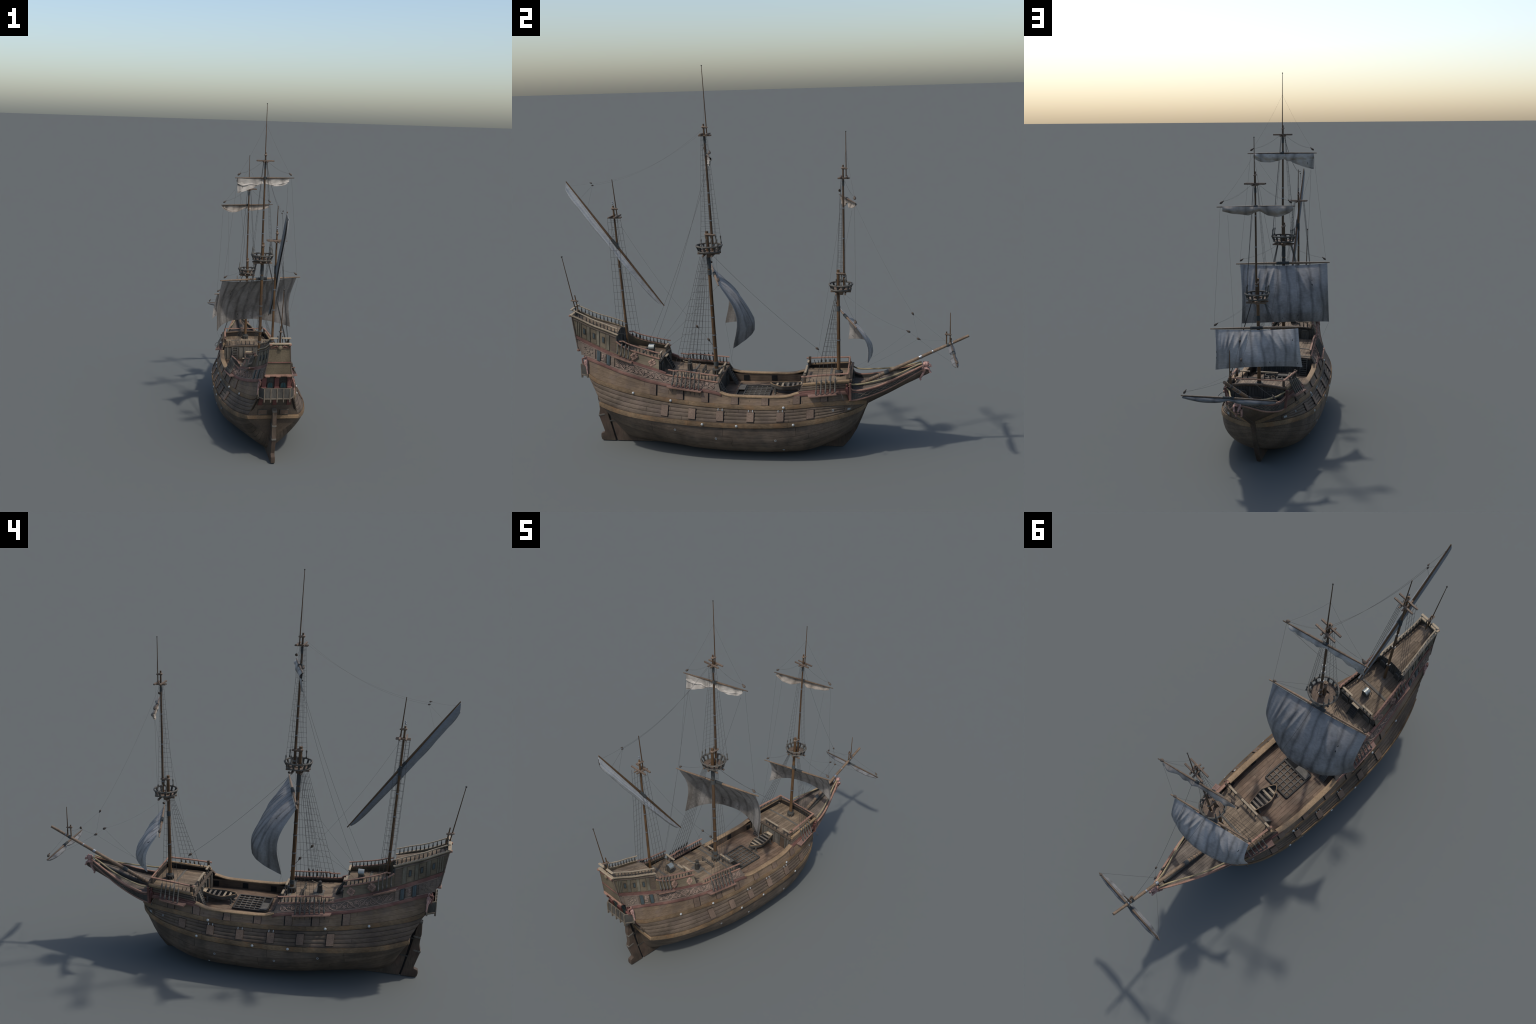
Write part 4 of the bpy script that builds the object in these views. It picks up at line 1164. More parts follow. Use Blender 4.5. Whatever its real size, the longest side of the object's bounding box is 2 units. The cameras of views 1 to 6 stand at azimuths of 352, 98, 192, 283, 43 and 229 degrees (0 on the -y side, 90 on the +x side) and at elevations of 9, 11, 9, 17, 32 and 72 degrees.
# bowsprit
bs0, bs1 = Vector((0, .472, .320)), Vector((0, .995, .5735))
BS = Geo().add(*tube([bs0.lerp(bs1, i / 12) for i in range(13)], [.0098 - .0032 * i / 12 for i in range(13)], 14)).obj('bowsprit', M['spar'])
BS.data.materials[0] = M['mast'] if False else M['spar']
bd = (bs1 - bs0).normalized()
def around(t, w, r, mat, nm):
    p = bs0.lerp(bs1, t); Geo().add(*tube([p - bd * w / 2, p + bd * w / 2], r, 14)).obj(nm, mat, BS)
around(.57, .014, .0092, M['iron'], 'iron_band'); around(.68, .006, .0084, M['iron'], 'iron_band'); around(.815, .014, .0085, M['wool'], 'rope_lashing')
around(.26, .024, .0108, M['wool'], 'rope_lashing'); around(.855, .006, .0078, M['iron'], 'iron_band')
for t in (.07, .095, .135, .155, .19, .21):
    p = bs0.lerp(bs1, t); c = p
    pts = [c + Vector((math.cos(a), 0, 0)) * .0105 + (bd.cross(Vector((1, 0, 0)))) * (-math.sin(a) * .0105) for a in np.linspace(-.2, pi + .2, 12)]
    low = Vector((0, p.y + .006, zB(0, p.y) + .004))
    Geo().add(*tube([low + Vector((.004, 0, 0))] + pts + [low - Vector((.004, 0, 0))], .0012, 6)).obj('gammoning_rope', M['rope2'], BS)
# little spritsail topmast
Geo().add(*tube([(0, .891, .528), (0, .891, .592)], .0030, 8)).obj('sprit_post', M['mast'], BS)
Geo().add(*tube([(0, .908, .535), (0, .908, .685)], [.0030, .0016], 8)).obj('sprit_topmast', M['mast'], BS)
cheek_cap(.891, .908, 0, .579, BS, .62)
Geo().add(*tube([(.006, .913, .562), (.006, .912, .53)], .0022, 6)).obj('sprit_bolt', M['dgrey'], BS)

# ------------------------------------------------------------------ yards
def yard(name, a, b, r, par, wool=.05, mat='spar'):
    a = Vector(a); b = Vector(b); k = 16
    o = Geo().add(*tube([a.lerp(b, i / k) for i in range(k + 1)], [r * (1 - .55 * abs(2 * i / k - 1) ** 1.5) for i in range(k + 1)], 10)).obj(name, M[mat], par)
    m = (a + b) / 2; d = (b - a).normalized(); g = Geo(); kk = int(wool / .003)
    for i in range(kk):
        p = m + d * (i - kk / 2) * .003
        g.add(*tube([p - d * .0014, p - d * .0006, p + d * .0006, p + d * .0014], [r * 1.15, r * 1.15 + .0012, r * 1.15 + .0012, r * 1.15], 10, cap=False))
    g.obj('rope_lashing', M['wool'], par)
    return o
X0 = .004
Y_main = ((.242, -.158, .869), (-.242, -.288, .869))
Y_mtop = ((.179, -.189, 1.452), (-.173, -.283, 1.452))
Y_fore = ((.208, .471, .664), (-.211, .355, .662))
Y_ftop = ((.167, .470, 1.234), (-.180, .378, 1.234))
Y_sprit = ((.208, .926, .485), (-.205, .924, .484))
Y_miz = ((.012, -.940, 1.334), (.011, -.480, .713))
yard('yard', *Y_main, .0066, MM, .07); yard('yard', *Y_mtop, .0050, MM, .02, 'spar2')
yard('yard', *Y_fore, .0058, FM, .06); yard('yard', *Y_ftop, .0046, FM, .02, 'spar2')
yard('yard', *Y_sprit, .0052, BS, .05, 'spar2'); o_ = yard('lateen_yard', *Y_miz, .0058, ZM, .055); o_.data.materials[0] = M['mast']

# ------------------------------------------------------------------ sails
def cloth(name, f, nu, nv, mat, par, th=.0012, dark_marks=()):
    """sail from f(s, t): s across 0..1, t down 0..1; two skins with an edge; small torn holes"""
    P = [[f(i / nu, j / nv) for j in range(nv + 1)] for i in range(nu + 1)]
    V = []; F = []
    N = (nu + 1) * (nv + 1)
    for side in (1, -1):
        for i in range(nu + 1):
            for j in range(nv + 1):
                du = P[min(i + 1, nu)][j] - P[max(i - 1, 0)][j]; dv = P[i][min(j + 1, nv)] - P[i][max(j - 1, 0)]
                n = du.cross(dv); n = n.normalized() if n.length > 1e-12 else Vector((0, 1, 0))
                V.append(P[i][j] + n * (side * th / 2))
    mark_cells = set()
    for (s, t, w, h) in dark_marks:
        ci, cj = int(s * nu), int(t * nv)
        for i in range(ci, ci + w):
            for j in range(cj, cj + h):
                if 0 <= i < nu and 0 <= j < nv: mark_cells.add((i, j))
    q = lambda l, i, j: l * N + i * (nv + 1) + j
    solid = lambda i, j: 0 <= i < nu and 0 <= j < nv
    marked = []
    for i in range(nu):
        for j in range(nv):
            if (i, j) in mark_cells: marked += [len(F), len(F) + 1]
            F.append((q(0, i, j), q(0, i + 1, j), q(0, i + 1, j + 1), q(0, i, j + 1)))
            F.append((q(1, i, j), q(1, i, j + 1), q(1, i + 1, j + 1), q(1, i + 1, j)))
            for a, b, di, dj in (((i, j), (i + 1, j), 0, -1), ((i + 1, j), (i + 1, j + 1), 1, 0), ((i + 1, j + 1), (i, j + 1), 0, 1), ((i, j + 1), (i, j), -1, 0)):
                if not solid(i + di, j + dj):
                    F.append((q(0, *a), q(0, *b), q(1, *b), q(1, *a)))
    g = Geo(); g.add(V, F)
    me = bpy.data.meshes.new(name); me.from_pydata([tuple(v) for v in V], [], F)
    finish(me, mat, True, 60)
    if marked:
        me.materials.append(M['dark'])
        for k in marked: me.polygons[k].material_index = 1
    return obj(name, me, par)

def folds(s, t, k):
    """uneven tension creases fanning out from the middle of the yard toward the clews"""
    d = s - .5
    a = 0
    for c, w, amp, sl, tc in ((-.07, .012, .9, -.30, .16), (-.13, .016, 1.2, -.62, .22), (-.24, .012, .7, -.50, .26), (-.30, .026, .8, -.36, .34), (-.39, .010, 1.0, -.20, .30), (-.44, .014, .5, -.05, .5),
                             (.03, .020, .5, .2, .14), (.11, .012, 1.1, .55, .2), (.17, .018, .9, .60, .25), (.27, .012, 1.0, .46, .3), (.335, .010, .9, .30, .34), (.40, .014, .8, .16, .42), (.45, .010, .5, .03, .3)):
        x = d - (c + sl * t * .42)
        a += amp * math.exp(-(x / (w * (1 + .8 * t))) ** 2) * math.exp(-((t - tc) / .24) ** 2)
    return a * k * min(1, t * 9)

yaw_m = math.atan2(.130, .484); yaw_f = math.atan2(.114, .419)
canvas = (.25, .236, .22, 1); stain = (.07, .06, .049, 1)
SM_main = sail_mat('main_canvas', canvas, stain, yaw_m, .058, .56, .86, .8)
SM_fore = sail_mat('fore_canvas', (.33, .31, .285, 1), stain, yaw_f, .052, .48, .66, .55)
SM_top = sail_mat('top_canvas', (.36, .33, .29, 1), (.19, .152, .118, 1), yaw_m, .09, 1.2, 1.46, .7)
SM_bag = sail_mat('lateen_canvas', (.36, .36, .35, 1), (.13, .125, .115, 1), 0, .3, .7, 1.3, .6)  # base lightened to carry the sun highlight on the starboard face
SM_furl = sail_mat('furled_canvas', (.17, .172, .172, 1), (.085, .083, .078, 1), 0, .09, .7, 1.3, .45)

def course(headp, headm, footp, footm, depth, arc, head_drop, kf, side_in=.0):
    """square sail bellied forward; s=0 at the port (-x) edge"""
    hp, hm, fp, fm = map(Vector, (headp, headm, footp, footm))
    yd = (hp - hm).normalized(); fwd = Vector((-yd.y, yd.x, 0))
    def f(s, t):
        p = hm.lerp(hp, s).lerp(fm.lerp(fp, s), t)
        c = 1 - abs(2 * s - 1) ** (3.0 if s < .5 else 2.05)
        prof = math.sin(min(1, t * 1.08) * pi / 2) ** .85 * (1 - .10 * max(0, t - .8) / .2)
        edge = depth * .33 * math.sin(pi * t) ** 1.2 * (1 - c)
        p = p + fwd * (depth * prof * c + edge + folds(s, t, kf))
        sid = (1 if s > .5 else -1) * (abs(2 * s - 1) ** 3)
        p = p - yd * sid * side_in * math.sin(pi * t) ** 1.0
        p.z += arc * c * t ** 3
        p.z -= head_drop * c * (1 - t) ** 4
        p += fwd * .0005 * math.cos(s * 2 * pi * 8.3) * min(1, t * 3)
        return p
    return f
cloth('mainsail', course((.220, -.159, .866), (-.231, -.280, .866), (.203, -.107, .557), (-.248, -.226, .558), .141, .033, .010, .0105, .006), 180, 126, SM_main, MM,
      dark_marks=((.19, .24, 1, 2), (.195, .25, 1, 1), (.19, .31, 1, 3), (.196, .305, 1, 3), (.375, .84, 1, 3), (.38, .855, 1, 3), (.37, .93, 1, 3), (.55, .90, 1, 3), (.62, .62, 1, 1)))
cloth('foresail', course((.184, .469, .661), (-.191, .3735, .660), (.172, .520, .483), (-.217, .414, .485), .074, .027, .006, .0085, .004), 170, 90, SM_fore, FM,
      dark_marks=((.08, .24, 1, 3), (.086, .26, 1, 2), (.38, .80, 1, 4), (.375, .84, 1, 3), (.33, .78, 1, 2), (.995, .5, 1, 5), (.995, .66, 1, 4), (.05, .87, 1, 3), (.056, .9, 1, 2)))

def furled(top_a, top_b, low, front, back, par, mat, name, fwd, seed, puff=.012, nu=90, nv=22, dark_marks=(), loose=0.):
    """half-gathered square sail: doubled cloth hanging under the yard in swags"""
    a, b = Vector(top_a), Vector(top_b); R = random.Random(seed); fw = Vector(fwd)
    ph = [R.uniform(0, 6) for _ in range(6)]
    def f(s, t):
        p = a.lerp(b, s); L = low(s)
        sw = math.sin(s * 17 + ph[0]) * .5 + math.sin(s * 31 + ph[1]) * .3 + math.sin(s * 53 + ph[2]) * .2
        r = puff * (.75 + .45 * sw) * min(1, L / .03)
        z = -L * t ** .9
        o = r * math.sin(pi * min(1, t * 1.03)) + .003 + .0025 * math.sin(s * 40 + t * 5 + ph[3]) * t + loose * t * t
        return p + fw * o + Vector((0, 0, z))
    o1 = cloth(name, f, nu, nv, mat, par, dark_marks=dark_marks)
    return o1
fwd_m = Vector((-.26, .966, 0)).normalized()
# main topsail: dropped to port, gathered to starboard
def low_mt(s):       # s=0 port end
    lo = pchip([0, .1, .3, .5, .58, .72, .86, .95, 1], [.085, .078, .056, .030, .037, .047, .045, .034, .024]); return lo(s)
furled((-.157, -.283, 1.452), (.150, -.199, 1.452), low_mt, 0, 0, MM, SM_top, 'topsail', fwd_m, 2, .006, nu=150, nv=34, dark_marks=((.105, .56, 1, 6), (.005, .93, 3, 1), (.02, .965, 8, 1)))
def low_mt2(s):
    lo = pchip([0, .1, .25, .42, .5, .62, .8, .93, 1], [.034, .046, .038, .044, .032, .042, .038, .030, .022]); return lo(s)
furled((-.157, -.283, 1.4535), (.150, -.199, 1.4535), low_mt2, 0, 0, MM, SM_top, 'topsail_gather', fwd_m, 9, .014)
def low_ft(s):
    lo = pchip([0, .06, .22, .35, .47, .53, .63, .72, .85, 1], [.020, .032, .048, .042, .022, .026, .040, .036, .032, .020]); return lo(s)
furled((-.170, .381, 1.234), (.142, .463, 1.234), low_ft, 0, 0, FM, SM_top, 'fore_topsail', (-.25, .968, 0), 4, .007)
furled((-.160, .383, 1.2355), (.142, .463, 1.2355), lambda s: low_ft(s) * .85 + .004, 0, 0, FM, SM_top, 'fore_topsail_gather', (-.25, .968, 0), 6, .015)

def sprit_sail():
    """spritsail gathered loosely below its yard, sagging in two lobes"""
    a = Vector((-.198, .925, .484)); b = Vector((.202, .926, .484))
    def mk(side, drop, out, seed):
        def f(s, t):
            p = a.lerp(b, s)
            lob = abs(math.sin(pi * (s * 2 if s < .5 else (s - .5) * 2))) ** .8 * .7 + .3 * math.sin(pi * s)
            mid = 1 - .35 * math.exp(-((s - .5) / .06) ** 2)
            d = drop * (.25 + .75 * lob) * mid
            return p + Vector((0, side * (.004 + out * lob * math.sin(pi * min(1, t)) + .001 * math.sin(s * 27 + t * 6)), -.002 - d * t))
        return f
    cloth('spritsail', mk(1, .022, .010, 1), 80, 14, SM_furl, BS)
    cloth('spritsail', mk(-1, .024, .016, 2), 80, 14, SM_furl, BS)
sprit_sail()

def lateen():
    """long narrow furled lateen along the slanting yard"""
    hi, lo = Vector((.011, -.940, 1.330)), Vector((.0115, -.490, .727))
    d = (lo - hi).normalized(); dn = Vector((0, d.z, -d.y)); dn = dn if dn.z < 0 else -dn
    # width of the hanging cloth along the yard
    wf = pchip([0, .04, .12, .3, .5, .7, .88, .97, 1], [.026, .030, .032, .033, .032, .029, .023, .016, .008])
    def mk(side, seed):
        def f(s, t):
            p = hi.lerp(lo, s); w = wf(s)
            o = math.sin(pi * min(1, t)) * (.003 + .004 * math.sin(pi * s)) + .0016 * math.sin(t * 9 + s * 7 + seed) * (1 - abs(2 * s - 1))
            p = p + d * (1.34 * w * t * max(0, 1 - s / .20))
            return p + dn * (w * t + .001) + Vector((side * (o + .0015), 0, 0))
        return f
    def bag(s, t):
        # starboard face: hollow under the yard, rolled lip along the foot
        w = wf(s) * (1 + .04 * math.sin(s * 23)); p = hi.lerp(lo, s)
        roll = .0150 * math.exp(-((t - .74 - .05 * math.sin(s * 11)) / .19) ** 2) * (.55 + .45 * math.sin(pi * s))
        roll += .003 * math.exp(-((t - .30 + .08 * math.sin(s * 17)) / .09) ** 2)
        p = p + d * (1.34 * w * t * max(0, 1 - s / .20))
        return p + dn * (w * t + .0015) + Vector((roll - .004 * math.exp(-((t - .12) / .2) ** 2) + .0032, 0, 0))
    cloth('lateen_sail', bag, 110, 26, SM_bag, ZM)
    cloth('lateen_sail', mk(-1, 2), 90, 14, SM_furl, ZM)
    Geo().add(*tube([bag(i / 60, 1.0) - Vector((.001, 0, 0)) for i in range(61)], .0011, 6)).obj('bolt_rope', M['rope'], ZM)
lateen()

# ------------------------------------------------------------------ channels, deadeyes, shrouds
RIG = Geo().add(*ball((0, -.245, .965), (.011, .011, .006), 12, 6)).obj('rigging', M['wool'])
me_blk = (lambda g: g.mesh('pulley_block', M['block']))(Geo().add(*ball((0, 0, 0), (.0048, .0062, .0085), 10, 8)).add(*ball((0, 0, .0095), (.0024, .003, .0036), 8, 5)))
me_eye = Geo().add(*lathe([(0, .0015), (.06, .0038), (.16, .005), (.27, .0036), (.32, .0027), (.66, .0027), (.72, .0033), (.82, .0045), (.92, .003), (1, .001)], (0, 0, 0), (0, 0, 1), 9)).mesh('deadeye_pair', M['eye'])

def channel(y0, y1, p0, p1, wid, mat):
    """shelf standing off the side to spread the shrouds; p = (h, z) of its outer edge"""
    n = 6; V = []
    out = []; inn = []
    for i in range(n + 1):
        t = i / n; y = y0 + (y1 - y0) * t; h = p0[0] + (p1[0] - p0[0]) * t; z = p0[1] + (p1[1] - p0[1]) * t
        out.append((h, y, z))
        inn.append((h - wid, y + (.012 * (1 - 2 * t) * -1), z + .004))
    g = Geo(); poly = out + inn[::-1]
    g.add(*quad_plate(poly, .0055, (0, 0, -1)))
    two('channel', g, mat, RIG)
    two('channel_edge', Geo().add(*strip([(h + .001, y, z - .0025) for h, y, z in out], .003, .0068)), M['redrail'], RIG)
channel(-.441, -.272, (.190, .358), (.204, .341), .040, M['chan'])
channel(-.724, -.628, (.121, .487), (.128, .456), .035, M['chan'])
channel(.244, .373, (.205, .326), (.176, .332), .045, M['chan'])

def shroud_set(bots, mids, tops, nrat, r=.00065, eye=True, step=.033, side=(1, -1), eye_s=1.0):
    """bots: feet; mids: where the deadeyes end; tops: mast ends. builds ropes and ratlines"""
    for sx in side:
        m = lambda p: Vector((p[0] * sx, p[1], p[2]))
        ms = []
        for b, q, t in zip(bots, mids, tops):
            B, Q, T = m(b), m(q), m(t)
            if eye:
                d = Q - B; ms.append(place(B, d, (0, 1, 0), (eye_s, eye_s, d.length)))
            Geo().add(*tube([Q - (T - Q).normalized() * .004, T], r, 5)).obj('shroud', M['rope'], RIG)
        if eye: copies('deadeye_pair', me_eye, RIG, ms)
        g = Geo()
        A = [(m(q), m(t)) for q, t in zip(mids, tops)]
        z0 = max(q.z for q, _ in A) ; z1 = min(t.z for _, t in A)
        z = z0 + .010
        R = random.Random(len(bots) + int(sx) + int(z0 * 100))
        while z < z1 - .012:
            pts = [q.lerp(t, (z - q.z + R.uniform(-.0012, .0012)) / (t.z - q.z)) for q, t in A]
            g.add(*tube(pts, r * .8, 4))
            z += step
        g.obj('ratlines', M['rope'], RIG, stuff=True)

N = 7
bots = [(.188 + .0015 * i, -.416 + .022 * i, .361 - .003 * i) for i in range(N)]
mids = [(.160 + .001 * i, -.409 + .0208 * i, .420 + .0005 * i) for i in range(N)]
tops = [(.036, -.284 + .006 * i, .966) for i in range(N)]
shroud_set(bots, mids, tops, 16)
N = 5
bots = [(.194 - .004 * i, .277 + .0223 * i, .330 + .0022 * i) for i in range(N)]
mids = [(.160 - .0035 * i, .280 + .0215 * i, .398 + .002 * i) for i in range(N)]
tops = [(.030, .366 + .0045 * i, .782) for i in range(N)]
shroud_set(bots, mids, tops, 12, step=.026)
N = 4
bots = [(.112 + .003 * i, -.703 + .0185 * i, .492 - .0075 * i) for i in range(N)]
mids = [(.090 + .003 * i, -.700 + .0185 * i, .545 - .004 * i) for i in range(N)]
tops = [(.026, -.738 + .016 * i, 1.154) for i in range(N)]
shroud_set(bots, mids, tops, 20, step=.034)
# topmast shrouds
bots = [(.060 - .004 * abs(i - 1.0), -.272 + .026 * i, 1.012) for i in range(4)]
mids = [(.056 - .004 * abs(i - 1.0), -.272 + .025 * i, 1.056) for i in range(4)]
tops = [(.010, -.262 + .008 * i, 1.541) for i in range(4)]
shroud_set(bots, mids, tops, 16, r=.0005, step=.024, eye_s=.85)
bots = [(.054 - .003 * i, .372 + .022 * i, .822) for i in range(3)]
mids = [(.050 - .003 * i, .372 + .020 * i, .862) for i in range(3)]
tops = [(.010, .398 + .006 * i, 1.330) for i in range(3)]
shroud_set(bots, mids, tops, 16, r=.0005, step=.024, eye_s=.8)

# chain plates under the main channel
g = Geo()
for i in range(7):
    y = -.416 + .022 * i
    p = hull(5.0, u_at(y, 5.0)); g.add(*tube([(.186 + .0015 * i, y, .352 - .003 * i), (p.x + .006, y, p.z - .010), (p.x + .007, y, p.z - .02)], .0011, 5))
two('chain_plates', g, M['rope'], RIG, stuff=True)

def rope(a, b, sag=0., r=.0004, n=14, mat='rope', nm='rope', flat=False):
    a, b = Vector(a), Vector(b); n = n if sag else 1
    pts = [a.lerp(b, i / n) - Vector((0, 0, sag * 4 * (i / n) * (1 - i / n))) for i in range(n + 1)]
    if flat: return Geo().add(*strip(pts, .0010, .00022)).obj(nm, M[mat], RIG)
    return Geo().add(*tube(pts, r, 5)).obj(nm, M[mat], RIG)

blocks = []
def block(p, d=(0, 0, 1), s=1.0): blocks.append(place(p, d, (.3, .9, .1), s))
xx = .001
# mainstay to the forecastle; mizzen stay to the main mast
rope((xx, -.232, .968), (xx, .271, .501), .018, .00055); rope((xx, .271, .501), (xx, .345, .372), 0, .0003); block((xx, .271, .501), (0, .55, -.45))
rope((.004, -.700, 1.150), (.002, -.322, .607), .03, .0003); block((0, -.322, .607), (0, .5, -.7)); rope((0, -.322, .607), (0, -.265, .539), 0, .00035)
block((0, -.2665, .540), (0, .6, -.75)); rope((0, -.262, .531), (0, -.245, .512), 0, .0012)
rope((0, -.322, .607), (.03, -.505, .478), .0, .00035)
# fore stays to the bowsprit
rope((0, .395, .785), (0, .713, .590), .022, flat=True); block((0, .713, .590), (0, -.8, .4)); block((0, .758, .555), (0, .8, -.4))
rope((0, .713, .590), (0, .758, .555), 0, flat=True); rope((0, .758, .555), (.206, .926, .489), .004, flat=True); rope((0, .758, .555), (-.203, .924, .488), .004, flat=True)
rope((0, .713, .590), (-.03, .44, .392), .012, flat=True); rope((0, .758, .555), (.03, .44, .392), .012, flat=True)
rope((0, .410, 1.330), (0, .731, .680), .03, flat=True); block((0, .731, .680), (0, .5, -.8), .85); rope((0, .731, .680), (0, .893, .540), .004, flat=True)
rope((0, .731, .680), (0, .758, .555), 0, flat=True)
# peak halyards of the lateen yard
rope((xx, -.252, 1.56), (.011, -.811, 1.320), .045, flat=True); block((.013, -.813, 1.325), (0, -.9, .2), .62); block((.009, -.808, 1.313), (0, -.9, .2), .62)
rope((.013, -.813, 1.325), (.012, -.925, 1.314), .003, flat=True); rope((.009, -.808, 1.313), (.012, -.875, 1.248), 0, flat=True); rope((.009, -.808, 1.313), (.012, -.84, 1.20), 0, flat=True)
rope((.002, -.256, 1.57), (.008, -.808, 1.313), .05, flat=True)
# braces, lifts and sheets
def square_lines(Y, pole, Ylow, top, sh):
    for k, sx in ((0, 1), (1, -1)):
        e = Vector(Y[k]); inn = e.lerp(Vector(Y[1 - k]), .045)
        blocks.append(place(inn + Vector((-sx * .006, 0, .020)), (-sx * .75, -.1, .55), (0, 1, 0), 1.15))
        if pole: rope(inn + Vector((-sx * .008, 0, .022)), pole, .012, .00022)
        if Ylow:
            e2 = Vector(Ylow[k]).lerp(Vector(Ylow[1 - k]), .04)
            rope(inn, e2 + Vector((0, 0, .01)), .006, .00035)
        if top: rope(inn + Vector((-sx * .01, 0, .024)), (top[0] + sx * .02, top[1], top[2]), .010, .00022); rope(inn + Vector((-sx * .01, 0, .026)), (top[0] + sx * .012, top[1], top[2] + .01), .018, .00022)
square_lines(Y_mtop, (xx, -.243, 1.755), Y_main, (xx, -.24, 1.54), 0)
square_lines(Y_main, None, None, (xx, -.235, .97), 0)
square_lines(Y_ftop, (0, .422, 1.47), Y_fore, (0, .41, 1.33), 0)
square_lines(Y_fore, None, None, (0, .395, .79), 0)
for k, sx in ((0, 1), (1, -1)):
    e = Vector(Y_sprit[k]).lerp(Vector(Y_sprit[1 - k]), .03)
    blocks.append(place(e + Vector((-sx * .004, 0, .016)), (-sx * .5, -.3, .8), (0, 1, 0), 1.05))
    rope(e + Vector((-sx * .006, 0, .018)), (0, .905, .56), .006, .00035)
# braces aft
rope(Vector(Y_main[0]).lerp(Vector(Y_main[1]), .02), (.06, -.54, .485), .01, .00035); rope(Vector(Y_main[1]).lerp(Vector(Y_main[0]), .02), (-.06, -.54, .485), .01, .00035)
rope((-.143, -.281, 1.36), (-.05, -.565, .478), .05, .0005); rope((.143, -.20, 1.41), (.05, -.585, .482), .05, .0005)
rope((-.143, -.281, 1.366), (-.03, -.30, .99), 0, .0003)
rope((.120, .452, 1.195), (.13, .30, .41), .01, .0003); rope((-.130, .392, 1.19), (-.13, .26, .41), .01, .0003)
# sheets at the clews
rope((.203, -.107, .558), (.165, -.16, .30), 0, .0003); rope((-.248, -.226, .558), (-.165, -.18, .36), 0, .0003)
rope(Vector(Y_fore[0]).lerp(Vector(Y_fore[1]), .05), (.184, .475, .625), 0, .0003)
copies('pulley_block', me_blk, RIG, blocks)

# ------------------------------------------------------------------ things on deck
# hatch with a lattice of bars, partly covered by a sliding board
hx0, hx1, hy0, hy1 = -.070, .078, -.126, .038
zh = .278
HT = Geo()
for a, b in (((hx0, hy0), (hx1, hy0)), ((hx1, hy0), (hx1, hy1)), ((hx1, hy1), (hx0, hy1)), ((hx0, hy1), (hx0, hy0)), ((hx0, -.088), (hx1, -.088))):
    HT.add(*beam((*a, zh), (*b, zh), .008, .010, ch=.001))
HATCH = HT.obj('hatch_coaming', M['dgrey'])
for i in range(5):
    x = hx0 + (hx1 - hx0) * (i + 1) / 6
    Geo().add(*beam((x, -.086, zh + .001), (x, hy1 - .002, zh + .001), .0055, .006)).obj('hatch_bar', M['grey'], HATCH)
for i in range(4):
    y = -.088 + (hy1 + .088) * (i + 1) / 5
    Geo().add(*beam((hx0 + .002, y, zh - .0015), (hx1 - .002, y, zh - .0012), .0055, .005)).obj('hatch_bar', M['grey'], HATCH)
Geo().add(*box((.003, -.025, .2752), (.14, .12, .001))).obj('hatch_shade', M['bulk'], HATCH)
Geo().add(*box((-.030, -.108, zh + .0075), (.075, .034, .003), ch=.0008)).obj('hatch_board', M['grey'], HATCH)
Geo().add(*box((.040, -.107, .2755), (.066, .030, .001))).obj('hatch_shade', M['dark'], HATCH)

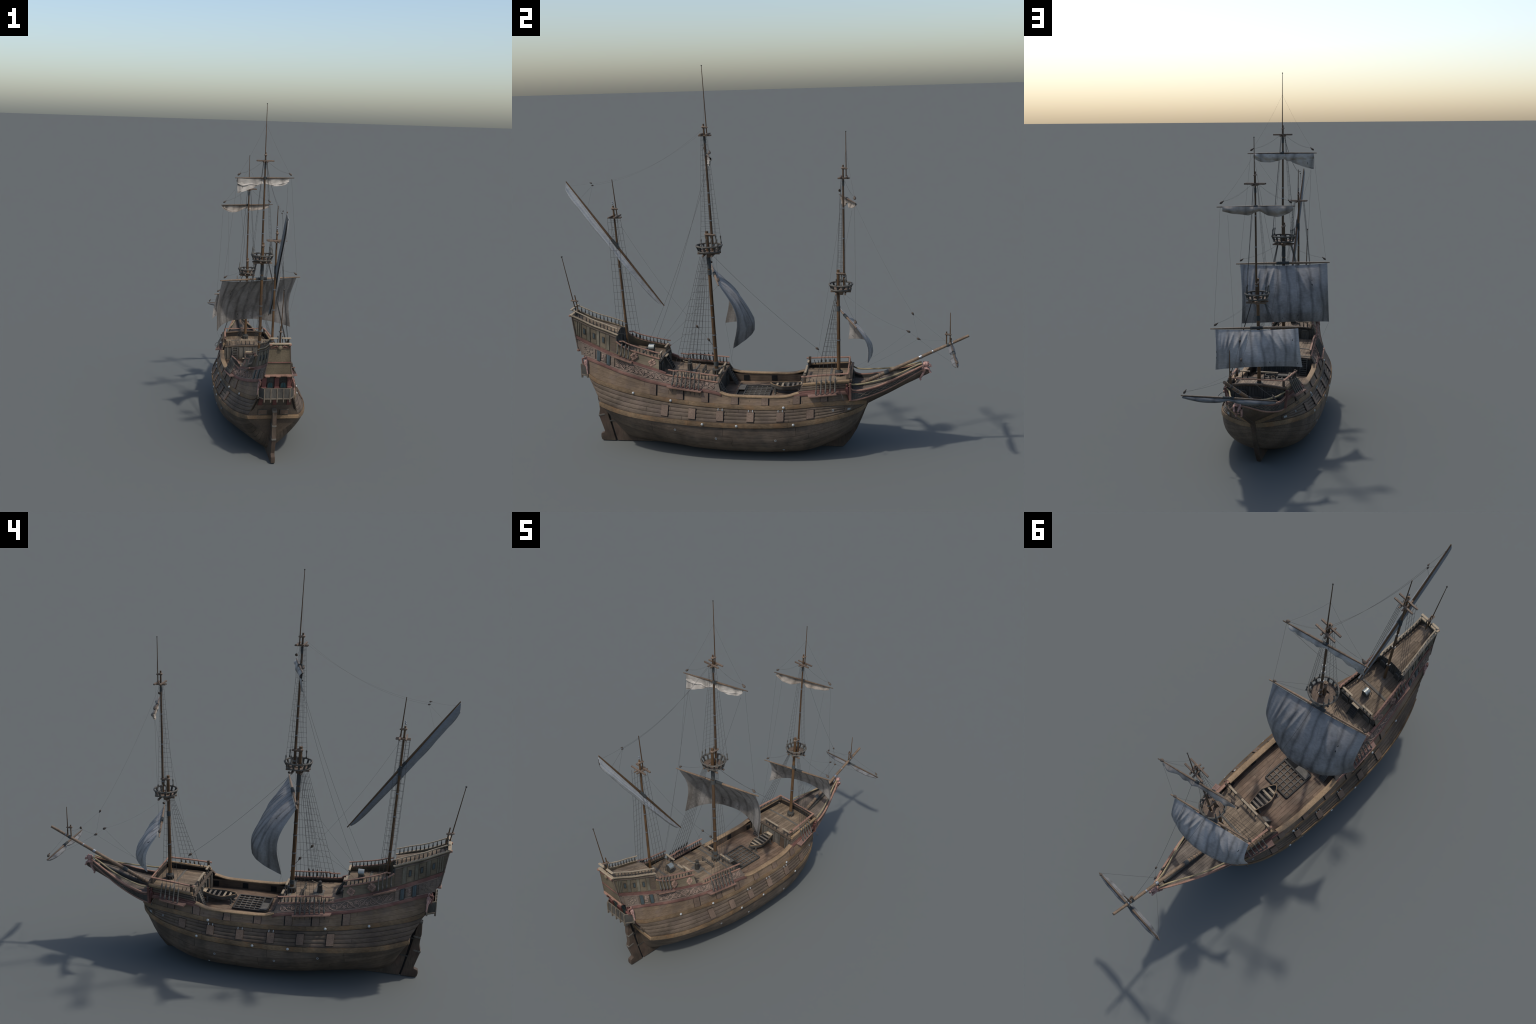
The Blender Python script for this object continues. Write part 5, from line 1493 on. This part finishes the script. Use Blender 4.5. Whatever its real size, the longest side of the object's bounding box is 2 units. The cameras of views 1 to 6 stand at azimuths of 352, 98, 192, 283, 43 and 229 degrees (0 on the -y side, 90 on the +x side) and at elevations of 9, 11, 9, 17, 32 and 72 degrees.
# ship's boat resting on chocks, bow pointing aft, transom forward
def boat():
    P = Geo().add(*box((.002, .12, .287), (.010, .15, .006))).obj('boat', M['grey'])
    y0, y1 = .038, .205
    hw = lambda t: .030 * (math.sin(pi * min(1, (t + .06) * .62)) ** .75) if t < 1 else .018
    def sec(t, a):
        w = .0005 + .036 * min(1, (max(t, 0) * 2.6)) ** .62 * (1 - .48 * max(0, t - .45) ** 1.4 / .43)
        sh = .3215 - .008 * math.sin(pi * min(1, t * 1.05)) + .002 * t
        bz = .2865 + .022 * (1 - min(1, t * 3.2)) ** 2 + .008 * max(0, t - .7)
        return Vector((.001 + w * math.sin(a * pi / 2), y0 + (y1 - y0) * t - .004 * (1 - a) * (t < .1), sh + (bz - sh) * max(0, 1 - a ** 2.6) ** .55))
    n, m = 26, 8
    V = []; F = []
    for lay in (0, 1):
        for i in range(n + 1):
            for j in range(2 * m + 1):
                a = (j - m) / m; p = sec(i / n, abs(a)); x = p.x - .001
                x = (1 if a > 0 else -1) * x * (1 - .09 * lay)
                V.append((.001 + x, p.y, p.z + .0022 * lay * (1 - abs(a) ** 4)))
    W = 2 * m + 1; Nn = (n + 1) * W
    for i in range(n):
        for j in range(2 * m):
            q = i * W + j
            F.append((q, q + W, q + W + 1, q + 1)); F.append((Nn + q, Nn + q + 1, Nn + q + W + 1, Nn + q + W))
        for j in (0, 2 * m):
            q = i * W + j; F.append((q, q + W, Nn + q + W, Nn + q))
    for j in range(2 * m):
        q = n * W + j; F.append((q, q + 1, Nn + q + 1, Nn + q)); F.append((j, Nn + j, Nn + j + 1, j + 1))
    Geo().add(V, F).obj('boat_shell', M['grey'], P)
    tr = [Vector(V[n * W + j]) for j in range(W)]
    Geo().add(*quad_plate(tr, .003, (0, -1, 0))).obj('boat_transom', M['pale'], P)
    for sx in (-1, 1):
        Geo().add(*strip([(.001 + sx * (sec(t, 1).x - .001), sec(t, 1).y, sec(t, 1).z) for t in np.linspace(0, 1, 22)], .003, .003)).obj('boat_gunwale', M['cap'], P)
    for t in (.20, .36, .52, .67, .80):
        w = sec(t, 1).x - .003
        Geo().add(*box((.001, y0 + (y1 - y0) * t, sec(t, 1).z - .004), (2 * w, .010, .0022), ch=.0004)).obj('boat_thwart', M['pale'], P)
    Geo().add(*box((.001, y0 + (y1 - y0) * .955, .320), (.038, .018, .003), ch=.0006)).obj('boat_thwart', M['pale'], P)
    for y in (.062, .178):
        Geo().add(*beam((-.038, y, .2745), (.040, y, .2745), .008, .006, ch=.001)).obj('boat_chock', M['grey'], P)
        for sx in (-1, 1):
            Geo().add(*beam((sx * .026, y, .275), (sx * .024, y, .302), .006, .007, up=(0, 1, 0))).obj('boat_chock', M['grey'], P)
boat()

# capstan with its bars, bitt rack, lamp housing
zc = zQ(.002, -.366)
CP = Geo().add(*lathe([(0, .013), (.1, .0125), (.35, .009), (.55, .0115), (.66, .0125), (.72, .008), (.85, .0085), (.95, .008), (1, .004)], (.001, -.366, zc), (.001, -.366, zc + .062), 14)).obj('capstan', M['dgrey'])
g = Geo()
for i in range(6):
    a = 2 * pi * i / 6
    g.add(*beam((.001 + .011 * math.cos(a), -.366 + .011 * math.sin(a), zc + .002), (.001 + .0095 * math.cos(a), -.366 + .0095 * math.sin(a), zc + .034), .004, .004, up=(math.cos(a), math.sin(a), 0)))
g.obj('capstan_whelp', M['dgrey'], CP)
Geo().add(*tube([(-.030, -.408, zc + .044), (.030, -.322, zc + .046)], .0015, 6)).obj('capstan_bar', M['pale'], CP)
Geo().add(*ball((.001, -.366, zc + .056), (.007, .007, .006), 10, 6)).obj('capstan_head', M['pale'], CP)
Geo().add(*box((.001, -.366, zc + .001), (.062, .056, .0025), Matrix.Rotation(.1, 3, 'Z'))).obj('capstan_base', M['grey'], CP)
zb = zQ(0, -.293)
BR = Geo()
for x in (-.036, .044): BR.add(*box((x, -.293, zb + .016), (.005, .006, .034), ch=.0008))
for z in (.012, .026): BR.add(*beam((-.040, -.293, zb + z), (.048, -.293, zb + z), .005, .004, ch=.0006))
for i in range(5): BR.add(*tube([(-.025 + .015 * i, -.293, zb + .006), (-.025 + .015 * i, -.293, zb + .034)], .0015, 6))
BR.obj('pin_rack', M['grey'])
zl = zP(0, -.556)
LB = Geo()
LB.add(*quad_plate([(.006 - .0155, -.568, zl), (.006 + .0155, -.568, zl)] + [(.006 + .0155 * math.cos(a), -.568, zl + .030 + .0155 * math.sin(a)) for a in np.linspace(0, pi, 14)], .024, (0, 1, 0)))
LAMP = LB.obj('binnacle', M['dgrey'])
hood = Geo()
hv, hf = [], []
for k, a in enumerate(np.linspace(-.15, pi + .15, 20)):
    for rr, yy in ((.0158, -.570), (.0172, -.570), (.0172, -.542), (.0158, -.542)):
        hv.append((.006 + rr * math.cos(a), yy, zl + .030 + rr * math.sin(a)))
    if k:
        q = (k - 1) * 4
        hf += [(q + j, q + (j + 1) % 4, q + 4 + (j + 1) % 4, q + 4 + j) for j in range(4)]
hf += [(0, 1, 2, 3), (len(hv) - 4, len(hv) - 1, len(hv) - 2, len(hv) - 3)]
hood.add(hv, hf).obj('binnacle_hood', M['tin'], LAMP)
Geo().add(*tube([(-.014, -.572, zl), (-.014, -.572, zl + .030)], .0016, 6)).obj('tiller_post', M['dgrey'], LAMP)
# belfry-like bitts by the mainmast and on the forecastle
for x in (-.038, .040):
    Geo().add(*box((x, -.214, zQ(x, -.214) + .012), (.006, .006, .026), ch=.001)).obj('bitt', M['dgrey'])
